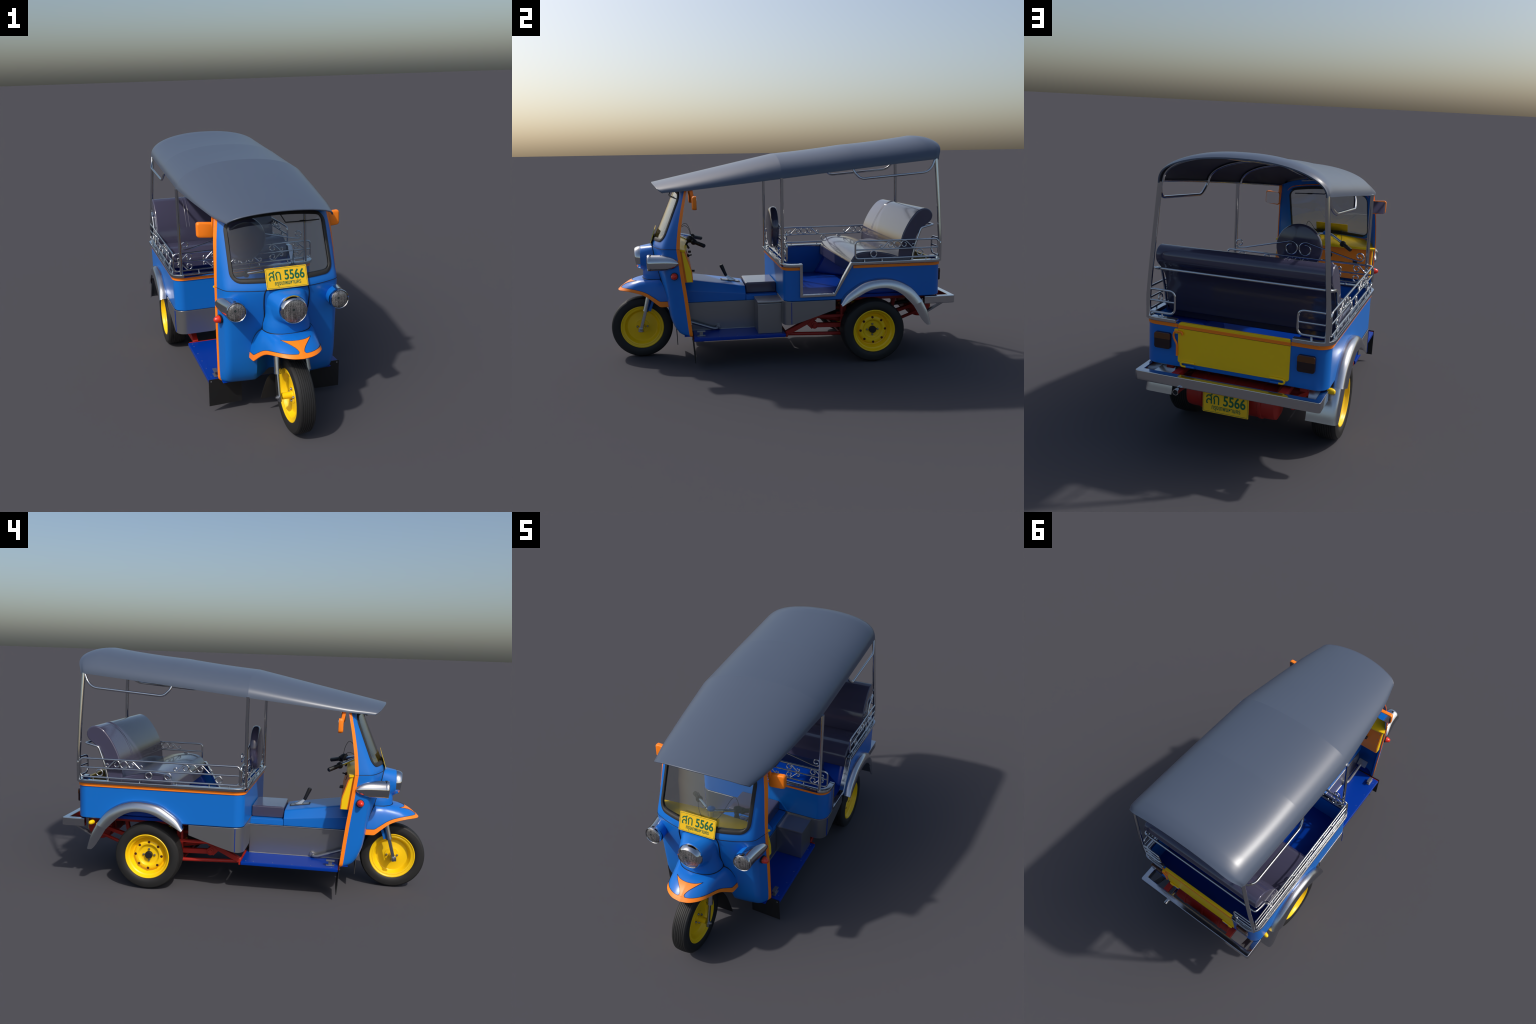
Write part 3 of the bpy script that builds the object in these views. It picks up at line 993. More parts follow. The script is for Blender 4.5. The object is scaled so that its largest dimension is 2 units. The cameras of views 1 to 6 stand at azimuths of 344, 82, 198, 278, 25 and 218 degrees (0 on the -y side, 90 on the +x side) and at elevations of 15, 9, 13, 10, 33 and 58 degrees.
for s, h in ((-1, 0.04), (1, 0.075)):
    cp = spline([(s * 0.115, -0.512, 0.705), (s * 0.11, -0.525, 0.72 + h * 0.7), (s * 0.10, -0.555, 0.725 + h), (s * 0.06, -0.615, 0.72), (s * 0.02, -0.64, 0.675)], 30)
    tube("control_cable", cp, 0.0014, BLACK, hb, res=6)

# ------------------------------------------------------------------ mirrors and wipers
def rr(cx, cz, w, h, r, n=7):
    pts = []
    for sx, sz, a0 in ((1, -1, -90), (1, 1, 0), (-1, 1, 90), (-1, -1, 180)):
        for k in range(n):
            a = math.radians(a0 + 90 * k / (n - 1))
            pts.append((cx + sx * (w - r) + r * math.cos(a), cz + sz * (h - r) + r * math.sin(a)))
    return pts


for s in (-1, 1):
    secs = []
    for y, k in ((-0.5125, 0.78), (-0.511, 0.90), (-0.507, 0.975), (-0.500, 1.0), (-0.4895, 0.99), (-0.4885, 0.95)):
        secs.append([V3(x - s * 0.0 + 0, y, z + 0.004 * s * (x - s * 0.318) / 0.044) for x, z in rr(s * 0.318, 0.931, 0.0435 * k, 0.0375 * k, 0.013 * k)])
    mr = build("wing_mirror", loft_g(secs), ORANGE, None, smooth=35)
    build("mirror_glass", prism_g(rr(s * 0.318, 0.931, 0.040, 0.034, 0.011), 1, -0.4884, -0.4872), MIRROR, mr)
    build("mirror_bracket", beam_g((s * 0.283, -0.501, 0.925), (s * 0.279, -0.515, 1.006), 0.014, 0.018), ORANGE, mr, 0.003)
wp = [V3(x, cowl_front(x, z) - 0.010, z) for x, z in ((0.015, 1.0), (0.035, 0.962), (0.125, 0.958), (0.215, 0.955))]
g = tube_g(wp[:2], 0.0025)
tube_g(wp[1:], 0.0028, g)
tube_g([wp[1] + (wp[3] - wp[1]) * t for t in (0.42, 0.58)], 0.0042, g)
build("wiper", g, BLACK, cowl)


# ------------------------------------------------------------------ number plates
def plate(M, parent=None):
    """Plate in its own frame: x right, z up, front face at -y, 0.2 x 0.097."""
    ob = build("number_plate", prism_g(rr(0, 0, 0.1005, 0.0487, 0.004), 1, -0.0012, 0.0012), PLATE, parent, 0.0006, 1)
    ob.matrix_world = M
    out, inn = rr(0, 0, 0.0965, 0.0447, 0.004), rr(0, 0, 0.0953, 0.0435, 0.0035)
    g = loft_g([[(x, -0.0017, z) for x, z in out], [(x, -0.0017, z) for x, z in inn], [(x, -0.0010, z) for x, z in inn], [(x, -0.0010, z) for x, z in out], [(x, -0.0017, z) for x, z in out]], cap=False)
    fr = build("plate_border", g, GREEN, ob)
    fr.matrix_world = M

    def text(body, x0, x1, z0, z1, bold):
        cu = bpy.data.curves.new("plate_text", 'FONT')
        cu.body = body
        cu.size = 0.05
        t = bpy.data.objects.new("plate_lettering", cu)
        SC.objects.link(t)
        dg = bpy.context.evaluated_depsgraph_get()
        me = bpy.data.meshes.new_from_object(t.evaluated_get(dg))
        bpy.data.objects.remove(t)
        co = np.array([v.co for v in me.vertices])
        mn, mx_ = co.min(0), co.max(0)
        fs = [tuple(p.vertices) for p in me.polygons]
        gg = Geo()
        # several slightly shifted, stacked layers thicken the strokes
        shifts = [(0, 0)] + [(bold * math.cos(a), bold * math.sin(a)) for a in np.radians(np.arange(8) * 45)]
        for i, (dx, dz) in enumerate(shifts if bold else shifts[:1]):
            gg.add([(x0 + dx + (c[0] - mn[0]) / (mx_[0] - mn[0]) * (x1 - x0), -0.0016 - 0.00004 * i,
                     z0 + dz + (c[1] - mn[1]) / (mx_[1] - mn[1]) * (z1 - z0)) for c in co], fs)
        bpy.data.meshes.remove(me)
        me = bpy.data.meshes.new("plate_lettering")
        me.from_pydata(gg.v, [], gg.f)
        bm = bmesh.new()
        bm.from_mesh(me)
        r = bmesh.ops.extrude_face_region(bm, geom=bm.faces[:])
        bmesh.ops.translate(bm, verts=[e for e in r["geom"] if isinstance(e, bmesh.types.BMVert)], vec=(0, 0.0008, 0))
        bmesh.ops.recalc_face_normals(bm, faces=bm.faces)
        bm.to_mesh(me)
        bm.free()
        me.materials.append(GREEN)
        o = bpy.data.objects.new("plate_lettering", me)
        link(o, ob)
        o.matrix_world = M
    strokes = Geo()
    W = 0.0056

    def stroke(pts, k=0.004):
        P = fillet([(p[0], 0, p[1]) for p in pts], k, 5)
        secs = []
        for i, p in enumerate(P):
            t = P[min(i + 1, len(P) - 1)] - P[max(i - 1, 0)]
            t /= np.linalg.norm(t)
            n = V3(-t[2], 0, t[0]) * W / 2
            y = -0.0018 - 0.00003 * len(strokes.v) / 400
            secs.append([p + n + V3(0, y, 0), p - n + V3(0, y, 0), p - n + V3(0, -0.0008, 0), p + n + V3(0, -0.0008, 0)])
        loft_g(secs, strokes)
    ax, az = -0.0855, -0.010      # first letter: lower loop, arch, right stem and tail
    stroke([(ax + x, az + z) for x, z in ((0.0085, 0.0020), (0.0030, 0.0020), (0.0030, 0.0120), (0.0090, 0.0200), (0.0160, 0.0195), (0.0225, 0.0150))], 0.003)
    stroke([(ax + x, az + z) for x, z in ((0.0015, 0.0260), (0.0060, 0.0350), (0.0145, 0.0375), (0.0225, 0.0330), (0.0235, 0.0200), (0.0235, 0.0000))], 0.006)
    stroke([(ax + x, az + z) for x, z in ((0.0165, 0.0365), (0.0235, 0.0385), (0.0265, 0.0440))], 0.003)
    ax = -0.0535                   # second letter: beaked arch
    stroke([(ax + x, az + z) for x, z in ((0.0050, 0.0000), (0.0050, 0.0210), (0.0015, 0.0245), (0.0045, 0.0335), (0.0125, 0.0378), (0.0215, 0.0340), (0.0235, 0.0240), (0.0235, 0.0000))], 0.0035)
    lt = build("plate_lettering", strokes, GREEN, ob)
    lt.matrix_world = M
    text("5566", -0.009, 0.086, -0.010, 0.033, 0.0012)
    text("\u0e01\u0e23\u0e38\u0e07\u0e40\u0e17\u0e1e\u0e21\u0e2b\u0e32\u0e19\u0e04\u0e23", -0.060, 0.066, -0.040, -0.017, 0.0003)
    return ob


tilt = math.atan2(0.032, 0.093)
plate(Matrix.Translation((0, -0.7370, 0.7285)) @ Matrix.Rotation(-tilt, 4, 'X'))
plate(Matrix.Translation((0, 0.950, 0.279)) @ Matrix.Rotation(math.pi, 4, 'Z'))

# ------------------------------------------------------------------ passenger tub
def rr_plan(x1, y0, y1, r, n=9):
    pts = []
    for cx, cy, a0 in ((x1 - r, y0 + r, -90), (x1 - r, y1 - r, 0), (-x1 + r, y1 - r, 90), (-x1 + r, y0 + r, 180)):
        for k in range(n):
            a = math.radians(a0 + 90 * k / (n - 1))
            pts.append((cx + r * math.cos(a), cy + r * math.sin(a)))
    return pts


plan_o = rr_plan(0.403, -0.022, 0.891, 0.055)
plan_i = rr_plan(0.391, -0.010, 0.879, 0.043)
plan_b = rr_plan(0.398, -0.018, 0.884, 0.052)
secs = [[(x, y, 0.3745) for x, y in plan_b], [(x, y, 0.3795) for x, y in plan_o], [(x, y, 0.5685) for x, y in plan_o], [(x, y, 0.5685) for x, y in plan_i], [(x, y, 0.3745) for x, y in plan_i], [(x, y, 0.3745) for x, y in plan_b]]
tub = build("passenger_tub", loft_g(secs, cap=False), BLUE, None, smooth=30)
boolean_cut(tub, prism_g([(0.074, 0.70), (0.074, 0.404), (0.263, 0.404), (0.369, 0.588), (0.369, 0.70)], 0, 0.36, 0.44))
boolean_cut(tub, box_g((-0.236, 0.84, 0.402), (0.236, 0.92, 0.70)))
ARCH = [(0.285, 0.36), (0.310, 0.362), (0.345, 0.385), (0.385, 0.410), (0.450, 0.442), (0.545, 0.455), (0.605, 0.445), (0.655, 0.415), (0.690, 0.385), (0.722, 0.345), (0.722, 0.33), (0.285, 0.33)]
for k in (-1, 1):
    a, b = sorted((k * 0.34, k * 0.44))
    boolean_cut(tub, prism_g(ARCH, 0, a, b))
build("tub_floor", prism_g(rr_plan(0.3905, -0.0105, 0.8785, 0.042), 2, 0.380, 0.396), DEEP, tub)
# sloping wheel arches inside, either side of the footwell
for k in (-1, 1):
    lo = [(0.3900, 0.312), (0.352, 0.317), (0.202, 0.462), (0.202, 0.70), (0.3900, 0.70)]
    hi = [(0.3900, 0.385), (0.350, 0.388), (0.216, 0.500), (0.216, 0.70), (0.3900, 0.70)]
    build("wheel_arch", loft_g([[(k * x, y, 0.3955) for x, y in lo], [(k * x, y, 0.5155) for x, y in hi]]), ARCHB, tub, 0.014, 4)

# rim rail, orange band and entry trim
full = rr_plan(0.403, -0.022, 0.891, 0.055, 11)   # counter-clockwise from front right corner
fr, rrc, rl, fl = full[:11], full[11:22], full[22:33], full[33:]
path_a = [(-0.252, 0.891)] + rl + fl + fr + [(0.403, 0.0820)]
path_b = [(0.403, 0.365)] + rrc + [(0.252, 0.891)]
g = plan_sweep_g(path_a, -0.016, 0.0140, 0.5695, 0.5865)
plan_sweep_g(path_b, -0.016, 0.0140, 0.5695, 0.5865, g)
build("rim_rail", g, CHROME, tub, 0.0035)
g = plan_sweep_g([(-0.2475, 0.891)] + path_a[1:-1] + [(0.403, 0.067)], -0.002, 0.0038, 0.5510, 0.5670)
plan_sweep_g([(0.403, 0.372)] + path_b[1:-1] + [(0.2475, 0.891)], -0.002, 0.0038, 0.5510, 0.5670, g)
build("orange_band", g, ORANGE, tub, 0.0012)
trim = [(0.0660, 0.5875), (0.0660, 0.3975), (0.267, 0.3975), (0.3775, 0.5870), (0.3590, 0.5870), (0.2590, 0.4135), (0.0825, 0.4135), (0.0825, 0.5875)]
build("entry_trim", prism_g(trim, 0, 0.3870, 0.4165), CHROME, tub, 0.003)

# tailgate
gate = build("tailgate", prism_g(rr(0, 0.4855, 0.2455, 0.0885, 0.012), 1, 0.8795, 0.8955), YELLOW, None, 0.002)
box("tailgate_stripe", (-0.2450, 0.8953, 0.5500), (0.2450, 0.8970, 0.5635), ORANGE, gate, 0.0006)
box("stripe_line", (-0.2440, 0.8951, 0.5486), (0.2440, 0.8964, 0.5496), SEAM, gate, 0.0002)
tube("tailgate_latch", fillet([(0.222, 0.9030, 0.524), (0.224, 0.9030, 0.536), (0.256, 0.9030, 0.537), (0.264, 0.9020, 0.520), (0.259, 0.9010, 0.500), (0.247, 0.9010, 0.482), (0.2465, 0.9010, 0.430)], 0.014), 0.0042, ORANGE, gate)
box("latch_bracket", (0.243, 0.8890, 0.527), (0.259, 0.9035, 0.546), YELLOW, gate, 0.0015)
for s in (-1, 1):
    tube("tailgate_hinge", fillet([(s * 0.166, 0.8995, 0.4045), (s * 0.222, 0.8995, 0.4045), (s * 0.231, 0.8995, 0.396), (s * 0.224, 0.8995, 0.386), (s * 0.205, 0.8995, 0.386)], 0.008), 0.0042, YELLOW, gate)
    tube("hinge_sleeve", [(s * 0.168, 0.8965, 0.386), (s * 0.208, 0.8965, 0.386)], 0.0055, BLUE, gate)
    a = s * 0.3145
    tl = build("tail_lamp", prism_g(rr(a, 0.487, 0.0375, 0.0355, 0.011), 1, 0.888, 0.9005), BRAKE, tub, 0.003)
    build("tail_lamp_lens", prism_g([p for p in rr(a, 0.487, 0.0368, 0.0348, 0.010)], 1, 0.900, 0.9055), BRAKE, tl, 0.002)
    top = [(x, max(z, 0.4945)) for x, z in rr(a, 0.487, 0.0370, 0.0350, 0.010)]
    top = [p for i, p in enumerate(top) if not (p[1] == 0.4945 and top[i - 1][1] == 0.4945 and top[(i + 1) % len(top)][1] == 0.4945)]
    build("indicator_lens", prism_g(top, 1, 0.8995, 0.9068), AMBER, tl, 0.002)

# galvanised skirt under the front of the tub
for s in (-1, 1):
    pth = [(0.158, -0.019)] + [(0.346 + 0.055 * math.sin(a), 0.036 - 0.055 * math.cos(a)) for a in np.linspace(0, math.pi / 2, 24)] + [(0.401, y) for y in np.linspace(0.05, 0.270, 12)]
    pth = resample(pth, 100)
    zb = []
    for x, y in pth:
        if y < 0.02 and x < 0.36:
            zb.append(0.239 + 0.05 * max(0, (0.195 - x) / 0.035) ** 1.5)
        else:
            zb.append(max(0.239, 0.239 + 0.3416 * (math.sqrt((y + 0.008) ** 2 + 0.0012) - 0.0346) * 0.96))
    if s < 0:
        pth = [V3(-p[0], p[1]) for p in pth]
    o = 0.0045 if s > 0 else -0.0045
    sk = build("skirt_panel", plan_sweep_g(pth, 0.0, o, zb, 0.3725), STEEL, tub, smooth=50)
    tube("skirt_lip", [(*(p + 0.0), 0.3725) for p in [V3(q[0] + s * 0.002 * (q[1] > 0.02), q[1] - 0.002 * (q[1] < 0.03)) for q in pth]], 0.0016, STEEL, sk, res=8)
    a, b = sorted((s * 0.3985, s * 0.4065))
    box("skirt_joint", (a, 0.018, 0.246), (b, 0.0215, 0.371), DEEP, sk, 0.001)

# rear mudguards
UP = [(0.292, 0.358), (0.321, 0.401), (0.365, 0.436), (0.439, 0.477), (0.542, 0.490), (0.617, 0.479), (0.678, 0.452), (0.724, 0.417), (0.776, 0.353)]
LO = [(0.300, 0.345), (0.340, 0.368), (0.384, 0.393), (0.462, 0.431), (0.539, 0.440), (0.593, 0.428), (0.641, 0.401), (0.674, 0.371), (0.711, 0.333)]
U2 = [(0.774, 0.355), (0.802, 0.301), (0.818, 0.255), (0.828, 0.212)]
L2 = [(0.713, 0.335), (0.745, 0.281), (0.776, 0.234), (0.798, 0.212)]


def guard(up, lo, xin, n, s):
    A, B = spline(up, n), spline(lo, n)
    secs = []
    for i, (u, l) in enumerate(zip(A, B)):
        d = l - u
        prof = [(xin, 0.0), (0.414, 0.0), (0.425, 0.025), (0.4345, 0.10), (0.4415, 0.24), (0.4465, 0.46), (0.4492, 0.74), (0.4500, 1.0)] if xin > 0.35 else \
               [(xin, 0.0), (0.409, 0.0), (0.422, 0.03), (0.431, 0.10), (0.436, 0.24), (0.4385, 0.46), (0.4395, 0.74), (0.4400, 1.0)]
        o = [V3(s * x, *(u + d * k)) for x, k in prof]
        inn = [V3(s * (x - (0.004 if x > 0.40 else 0)), *(u + d * min(1, k + 0.08 * (1 - k)))) for x, k in prof[::-1]]
        secs.append(o + inn)
    return loft_g(secs)


for s in (-1, 1):
    rg = build("rear_mudguard", guard(UP, LO, 0.401, 48, s), GUARD, None, smooth=45)
    build("mudguard_flap", guard(U2, L2, 0.306, 20, s), GUARD, rg, smooth=45)

# ------------------------------------------------------------------ passenger seat
def extrude_profile(prof, x0, x1, bev, name, parent):
    return build(name, prism_g(prof, 0, x0, x1), VINYL, parent, bev, 3, smooth=35)


back = spline([(0.645, 0.560), (0.643, 0.610), (0.648, 0.660), (0.664, 0.725), (0.690, 0.780), (0.716, 0.820), (0.748, 0.856), (0.782, 0.8735), (0.812, 0.872), (0.834, 0.855), (0.841, 0.832), (0.834, 0.808),
               (0.816, 0.790), (0.790, 0.770), (0.766, 0.745), (0.748, 0.715), (0.738, 0.672), (0.730, 0.630), (0.716, 0.585), (0.712, 0.560)], 70)
seat = extrude_profile(back, -0.384, 0.384, 0.007, "seat_back", None)
for x in (-0.191, -0.172):
    P = [V3(x, p[0] + 0.0045, p[1] - 0.0025) for p in spline([(0.652, 0.680), (0.664, 0.725), (0.690, 0.780), (0.716, 0.820), (0.748, 0.856), (0.782, 0.8735), (0.806, 0.8735)], 40)]
    tube("piping", P, [0.0062 - 0.0030 * max(0, abs(i / 39 - 0.5) - 0.38) / 0.12 for i in range(40)], VINYL, seat, res=20)
cush = spline([(0.358, 0.556), (0.362, 0.580), (0.376, 0.606), (0.392, 0.624), (0.415, 0.633), (0.455, 0.6385), (0.52, 0.636), (0.585, 0.624), (0.640, 0.606), (0.668, 0.598)], 46) + [V3(0.668, 0.518), V3(0.352, 0.518)]
extrude_profile(cush, -0.3825, 0.3825, 0.010, "seat_cushion", None)
rail = []
for s in (-1, 1):
    side = [(s * 0.3885, 0.716, 0.560), (s * 0.389, 0.727, 0.620), (s * 0.390, 0.742, 0.682), (s * 0.390, 0.772, 0.765), (s * 0.389, 0.805, 0.773), (s * 0.384, 0.845, 0.781)]
    rail = rail + side if s < 0 else rail + side[::-1]
tube("seat_rail", fillet(rail, 0.012), 0.0062, CHROME, seat)

# driver's round backrest on the front rail
lathe("driver_backrest", [(0.0, -0.046), (0.095, -0.045), (0.113, -0.041), (0.1225, -0.032), (0.1255, -0.020), (0.1255, -0.010), (0.1225, -0.003), (0.118, 0.0), (0, 0.0)], 1, (0, 0, 0.751), VINYL, None, res=72, smooth=50)

# ------------------------------------------------------------------ railings with scrollwork
def scroll_path(R=0.0190, d=0.051, rh=0.0110, turn=1):
    """Spiral wound round the origin, leaving over its top along a straight down to a hook at u=d."""
    P = []
    for k in np.linspace(0, 1, 46):
        a = math.radians(50 + 400 * (1 - k))      # clockwise from inside, ending at 50 degrees
        r = R * (0.38 + 0.62 * min(1.0, k * 1.25))
        P.append((r * math.cos(a), r * math.sin(a)))
    c = (d, -R + rh)
    for k in np.linspace(0, 1, 24):               # hook, counter-clockwise from lower left
        a = math.radians(-130 + 270 * k)
        r = rh * (1 - 0.35 * k)
        P.append((c[0] + r * math.cos(a), c[1] + r * math.sin(a)))
    return P


TR = 0.0035
g = tube_g([V3(0, u, w_) for u, w_ in scroll_path()], TR, res=8)
sc_src = None
rg_ = lathe_g([(0.0187 + 0.0035 * math.cos(a), 0.0035 * math.sin(a)) for a in np.linspace(0, 2 * math.pi, 9)[:-1]], 0, (0, 0, 0), res=32, closed=True)
rs_ = lathe_g([(0.0172 + 0.0035 * math.cos(a), 0.0035 * math.sin(a)) for a in np.linspace(0, 2 * math.pi, 9)[:-1]], 0, (0, 0, 0), res=32, closed=True)


def mx(loc, ay=1, az=1, rz=0.0, k=1.0):
    """Mirror in the panel plane (ay along the rail, az up), then turn about z."""
    return Matrix.Translation(loc) @ Matrix.Rotation(rz, 4, 'Z') @ Matrix.Diagonal((1, ay * k, az * k, 1))


def rail_frame(a, b, corner=0.022, z0=0.6015, zm=0.6520, z1=0.7005, r=0.0050):
    """Closed round-cornered frame with a middle bar between plan points a and b."""
    ax, ay = a
    bx, by = b
    P = fillet([(ax, ay, z0), (bx, by, z0), (bx, by, z1), (ax, ay, z1)], corner, closed=True)
    gg = tube_g(P, r, closed=True)
    tube_g([(ax, ay, zm), (bx, by, zm)], r * 0.85, gg)
    return gg


# sides
for s, y0, groups, rings, posts in ((-1, 0.004, (0.629, 0.253), (0.764, 0.492, 0.388, 0.115), (0.80, 0.542, 0.340, 0.165, 0.06)),
                                    (1, 0.386, (0.630,), (0.764, 0.492), (0.80, 0.542, 0.44))):
    X = s * 0.397
    gg = rail_frame((X, y0), (X, 0.872))
    for p in posts:
        tube_g([(X, p, 0.583), (X, p, 0.602)], 0.0035, gg)
    side = build("side_railing", gg, CHROME, smooth=50)
    ms = []
    for c in groups:
        ms += [mx((X, c - 0.0415, 0.6765), -1, 1), mx((X, c + 0.0415, 0.6765), 1, 1)]
    copies(build("scroll", g, CHROME, side, smooth=60), ms)
    copies(build("ring", rg_, CHROME, side, smooth=60), [mx((X, c, 0.6765)) for c in groups])
    copies(build("small_ring", rs_, CHROME, side, smooth=60), [mx((X, c, 0.6265)) for c in rings])

# front
YF = -0.003
gg = rail_frame((-0.399, YF), (0.399, YF))
for x in (-0.26, -0.09, 0.09, 0.26):
    tube_g(fillet([(x, YF, 0.602), (x, YF, 0.586), (x, -0.018, 0.586)], 0.006), 0.0035, gg)
front = build("front_railing", gg, CHROME, smooth=50)
ms = []
R90 = math.radians(-90)    # local +y (along rail) to world +x
for s in (-1, 1):
    for cx in (0.315, 0.172):
        ms += [mx((s * cx, YF, 0.6765), s, 1, R90), mx((s * cx, YF, 0.6265), s, -1, R90)]
    ms += [mx((s * 0.0425, YF, 0.6265), s, 1, R90)]
copies(build("scroll", g, CHROME, front, smooth=60), ms)
copies(build("ring", rg_, CHROME, front, smooth=60), [mx((x, YF, 0.679), 1, 1, R90) for x in (-0.042, 0, 0.042)] + [mx((0, YF, 0.6265), 1, 1, R90)])
# swan-neck ornament: spiral by the post, long rise, heart-shaped spiral behind the backrest
for s in (-1, 1):
    P = []
    for k in np.linspace(0, 1, 40):               # outer spiral by the post, ends at its foot
        a = math.radians(-90 + 400 * (1 - k))
        r = 0.0225 * (0.42 + 0.58 * min(1, k * 1.2))
        P.append((0.327 + r * math.cos(a), 0.744 + r * math.sin(a) - 0.004 * k))
    P.append((0.300, 0.7215))
    P.append((0.290, 0.7235))
    c = (0.0395, 0.746)
    for k in np.linspace(0, 1, 56):
        a = math.radians(62 + 400 * k)
        r = 0.0395 * (1 - 0.42 * k)
        P.append((c[0] + r * math.cos(a), c[1] + r * math.sin(a)))
    P = resample(fillet([(p[0], p[1], 0) for p in P], 0.01, 2), 170)
    tube("swan_neck", [V3(s * p[0], YF + 0.008, p[1]) for p in P], 0.0038, CHROME, front, res=8)

# rear corners
for s in (-1, 1):
    gg = rail_frame((s * 0.266, 0.885), (s * 0.395, 0.885), 0.028)
    tube_g([(s * 0.325, 0.885, 0.583), (s * 0.325, 0.885, 0.602)], 0.0045, gg)
    build("rear_railing", gg, CHROME, smooth=50)

# ------------------------------------------------------------------ chassis
g = Geo()
for s in (-1, 1):
    x = s * 0.30
    beam_g((x, 0.30, 0.361), (x, 0.855, 0.361), 0.035, 0.026, g)
    tube_g([(x, 0.0, 0.1655), (x, 0.33, 0.152)], 0.0105, g)
    beam_g((x, 0.005, 0.170), (x, 0.178, 0.258), 0.03, 0.026, g)
    beam_g((x, 0.165, 0.2595), (x, 0.36, 0.2595), 0.021, 0.0165, g)
    beam_g((x, 0.33, 0.146), (x, 0.33, 0.345), 0.020, 0.013, g)
    beam_g((s * 0.235, 0.55, 0.356), (s * 0.235, 0.950, 0.356), 0.033, 0.022, g)
    beam_g((s * 0.262, 0.62, 0.245), (s * 0.262, 0.84, 0.312), 0.024, 0.020, g)
    tube_g([(s * 0.262, 0.66, 0.200), (s * 0.255, 0.85, 0.268)], 0.0095, g)
    lathe_g([(0.0, -0.022), (0.021, -0.020), (0.021, 0.020), (0.0, 0.022)], 0, (x, 0.168, 0.212), g, res=28)
    lathe_g([(0.0, -0.026), (0.0125, -0.026), (0.0125, 0.026), (0, 0.026)], 0, (x, 0.168, 0.212), g, res=24)
    beam_g((x, 0.139, 0.234), (x, 0.168, 0.206), 0.034, 0.046, g)
    beam_g((x, 0.185, 0.2085), (x, 0.34, 0.2035), 0.024, 0.025, g)
    tube_g([(s * 0.20, 0.12, 0.30), (s * 0.20, 0.60, 0.26)], 0.012, g)
    beam_g((s * 0.30, 0.53, 0.30), (s * 0.30, 0.53, 0.35), 0.03, 0.012, g)
beam_g((-0.30, 0.33, 0.153), (0.30, 0.33, 0.153), 0.014, 0.014, g)
beam_g((-0.31, 0.345, 0.352), (0.31, 0.345, 0.352), 0.02, 0.02, g)
beam_g((-0.31, 0.80, 0.356), (0.31, 0.80, 0.356), 0.03, 0.022, g)
beam_g((-0.296, 0.1785, 0.262), (0.296, 0.1785, 0.262), 0.023, 0.023, g)
for s in (-1, 1):      # trailing arms, brake back-plates and spring hangers fill the space ahead of the axle
    tube_g([(s * 0.235, 0.185, 0.250), (s * 0.245, 0.48, 0.195)], 0.015, g)
    lathe_g([(0, -0.006), (0.085, -0.005), (0.088, 0.0), (0.085, 0.006), (0, 0.007)], 0, (s * 0.284, 0.50, 0.181), g, res=36)
    beam_g((s * 0.262, 0.355, 0.24), (s * 0.262, 0.355, 0.345), 0.030, 0.022, g)
    beam_g((s * 0.255, 0.64, 0.235), (s * 0.255, 0.66, 0.345), 0.022, 0.020, g)
for s in (-1, 1):
    tube_g(fillet([(s * 0.20, -0.43, 0.158), (s * 0.20, -0.41, 0.146), (s * 0.20, -0.06, 0.146)], 0.01), 0.006, g)
    for y in (-0.33, -0.18):
        box_g((s * 0.20 - 0.008, y - 0.008, 0.136), (s * 0.20 + 0.008, y + 0.008, 0.158), g)
chassis = build("chassis_frame", g, RED, None, 0.0015, 1)
g = lathe_g([(0, -0.33), (0.020, -0.33), (0.022, -0.10), (0.055, -0.07), (0.062, 0), (0.055, 0.07), (0.022, 0.10), (0.020, 0.33), (0, 0.33)], 0, (0, 0.50, 0.185), res=28)
build("rear_axle", g, RED, chassis)
for s in (-1, 1):
    P = [V3(s * 0.235 + 0.030 * math.cos(a), 0.44 + 0.030 * math.sin(a), 0.215 + 0.11 * a / (12 * math.pi)) for a in np.linspace(0, 12 * math.pi, 150)]
    tube("coil_spring", P, 0.0055, YELLOW, chassis, res=8)
    tube("damper", [(s * 0.20, 0.40, 0.19), (s * 0.22, 0.36, 0.345)], 0.014, RED, chassis)
    tube("leaf_spring", [(s * 0.262, 0.36, 0.235), (s * 0.262, 0.50, 0.222), (s * 0.262, 0.64, 0.242)], 0.012, RED, chassis, flat=(0.022, 0.007))
box("gearbox", (-0.09, 0.05, 0.20), (0.09, 0.36, 0.335), DRUM, chassis, 0.02, 3)

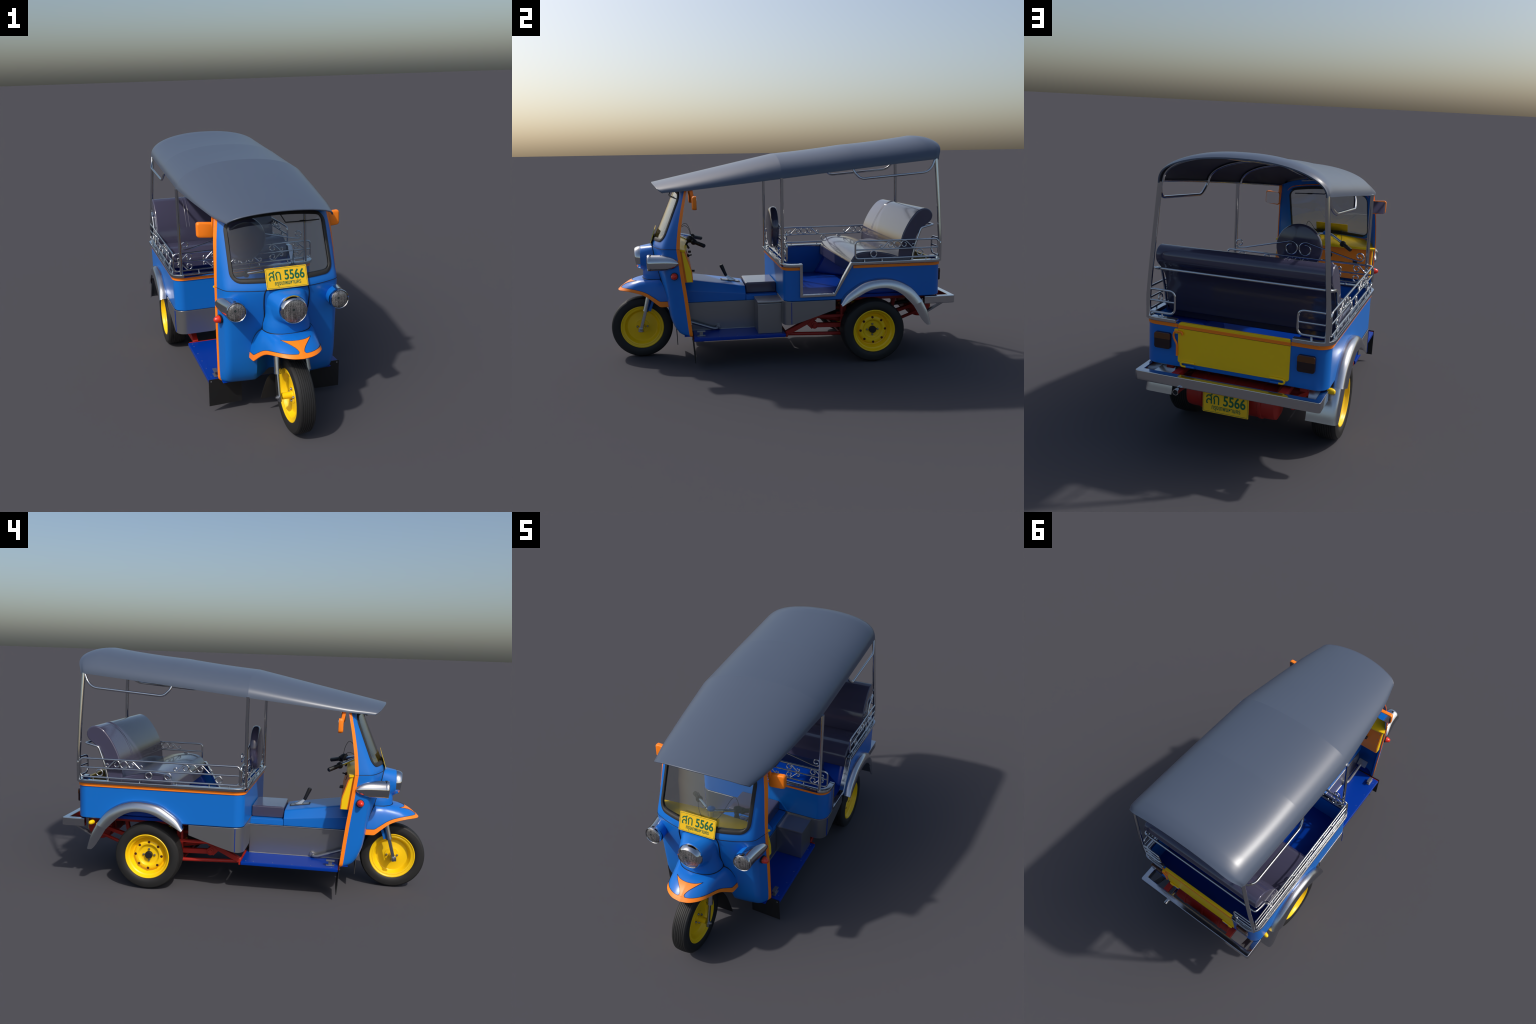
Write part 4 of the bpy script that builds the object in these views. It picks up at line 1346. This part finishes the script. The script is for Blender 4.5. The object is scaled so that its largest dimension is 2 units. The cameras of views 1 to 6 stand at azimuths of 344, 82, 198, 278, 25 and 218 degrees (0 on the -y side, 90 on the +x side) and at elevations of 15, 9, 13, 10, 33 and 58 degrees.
# gas tank
prof = [(0, -0.205), (0.05, -0.203), (0.069, -0.193), (0.0715, -0.18)]
for c in (-0.13, 0.0, 0.13):
    prof += [(0.0715, c - 0.008), (0.0755, c - 0.006), (0.0755, c + 0.006), (0.0715, c + 0.008)]
prof += [(0.0715, 0.18), (0.069, 0.193), (0.05, 0.203), (0, 0.205)]
lathe("gas_tank", prof, 0, (0, 0.842, 0.274), RED, chassis, res=48)
tube("tank_valve", [(-0.20, 0.842, 0.30), (-0.235, 0.842, 0.30)], 0.016, RED, chassis)
# exhaust
build("exhaust_downpipe", tube_g(fillet([(0.10, 0.30, 0.24), (0.165, 0.60, 0.27), (0.196, 0.79, 0.303)], 0.05), 0.0110, res=14), DRUM, chassis)
ex = tube_g(fillet([(0.195, 0.78, 0.302), (0.20, 0.80, 0.305), (0.2015, 0.984, 0.3125)], 0.05), 0.0118, res=18)
build("exhaust_pipe", ex, CHROME, chassis)
lathe("exhaust_mouth", [(0.0128, -0.012), (0.0128, 0.008), (0.0105, 0.008), (0.0105, -0.004), (0, -0.004)], 1, (0.2015, 0.992, 0.3125), CHROME, chassis, res=28)
lathe("exhaust_bore", [(0.0106, -0.0035), (0, -0.0035)], 1, (0.2015, 0.992, 0.3125), BLACK, chassis, res=28)

# bumper
g = Geo()
P = [(0.402, 0.795), (0.402, 0.9785), (-0.402, 0.9785), (-0.402, 0.850), (-0.372, 0.850), (-0.372, 0.9455), (0.372, 0.9455), (0.372, 0.795)]
bp = fillet([(*p, 0) for p in P[:4]], 0.014) + [V3(*p, 0) for p in P[4:]]
bump = build("rear_bumper", prism_g([(p[0], p[1]) for p in bp], 2, 0.3255, 0.3695), CHROME, None, 0.004)
for s in (-1, 1):
    build("bumper_strut", beam_g((s * 0.33, 0.80, 0.245), (s * 0.33, 0.945, 0.325), 0.03, 0.008), STEEL, bump, 0.001)
lathe("filler_cap", [(0, 0.0), (0.012, 0.0), (0.0125, 0.010), (0.0115, 0.022), (0.007, 0.030), (0, 0.032)], (-1, 0.25, 0), (-0.390, 0.806, 0.352), YELLOW, chassis, res=28)
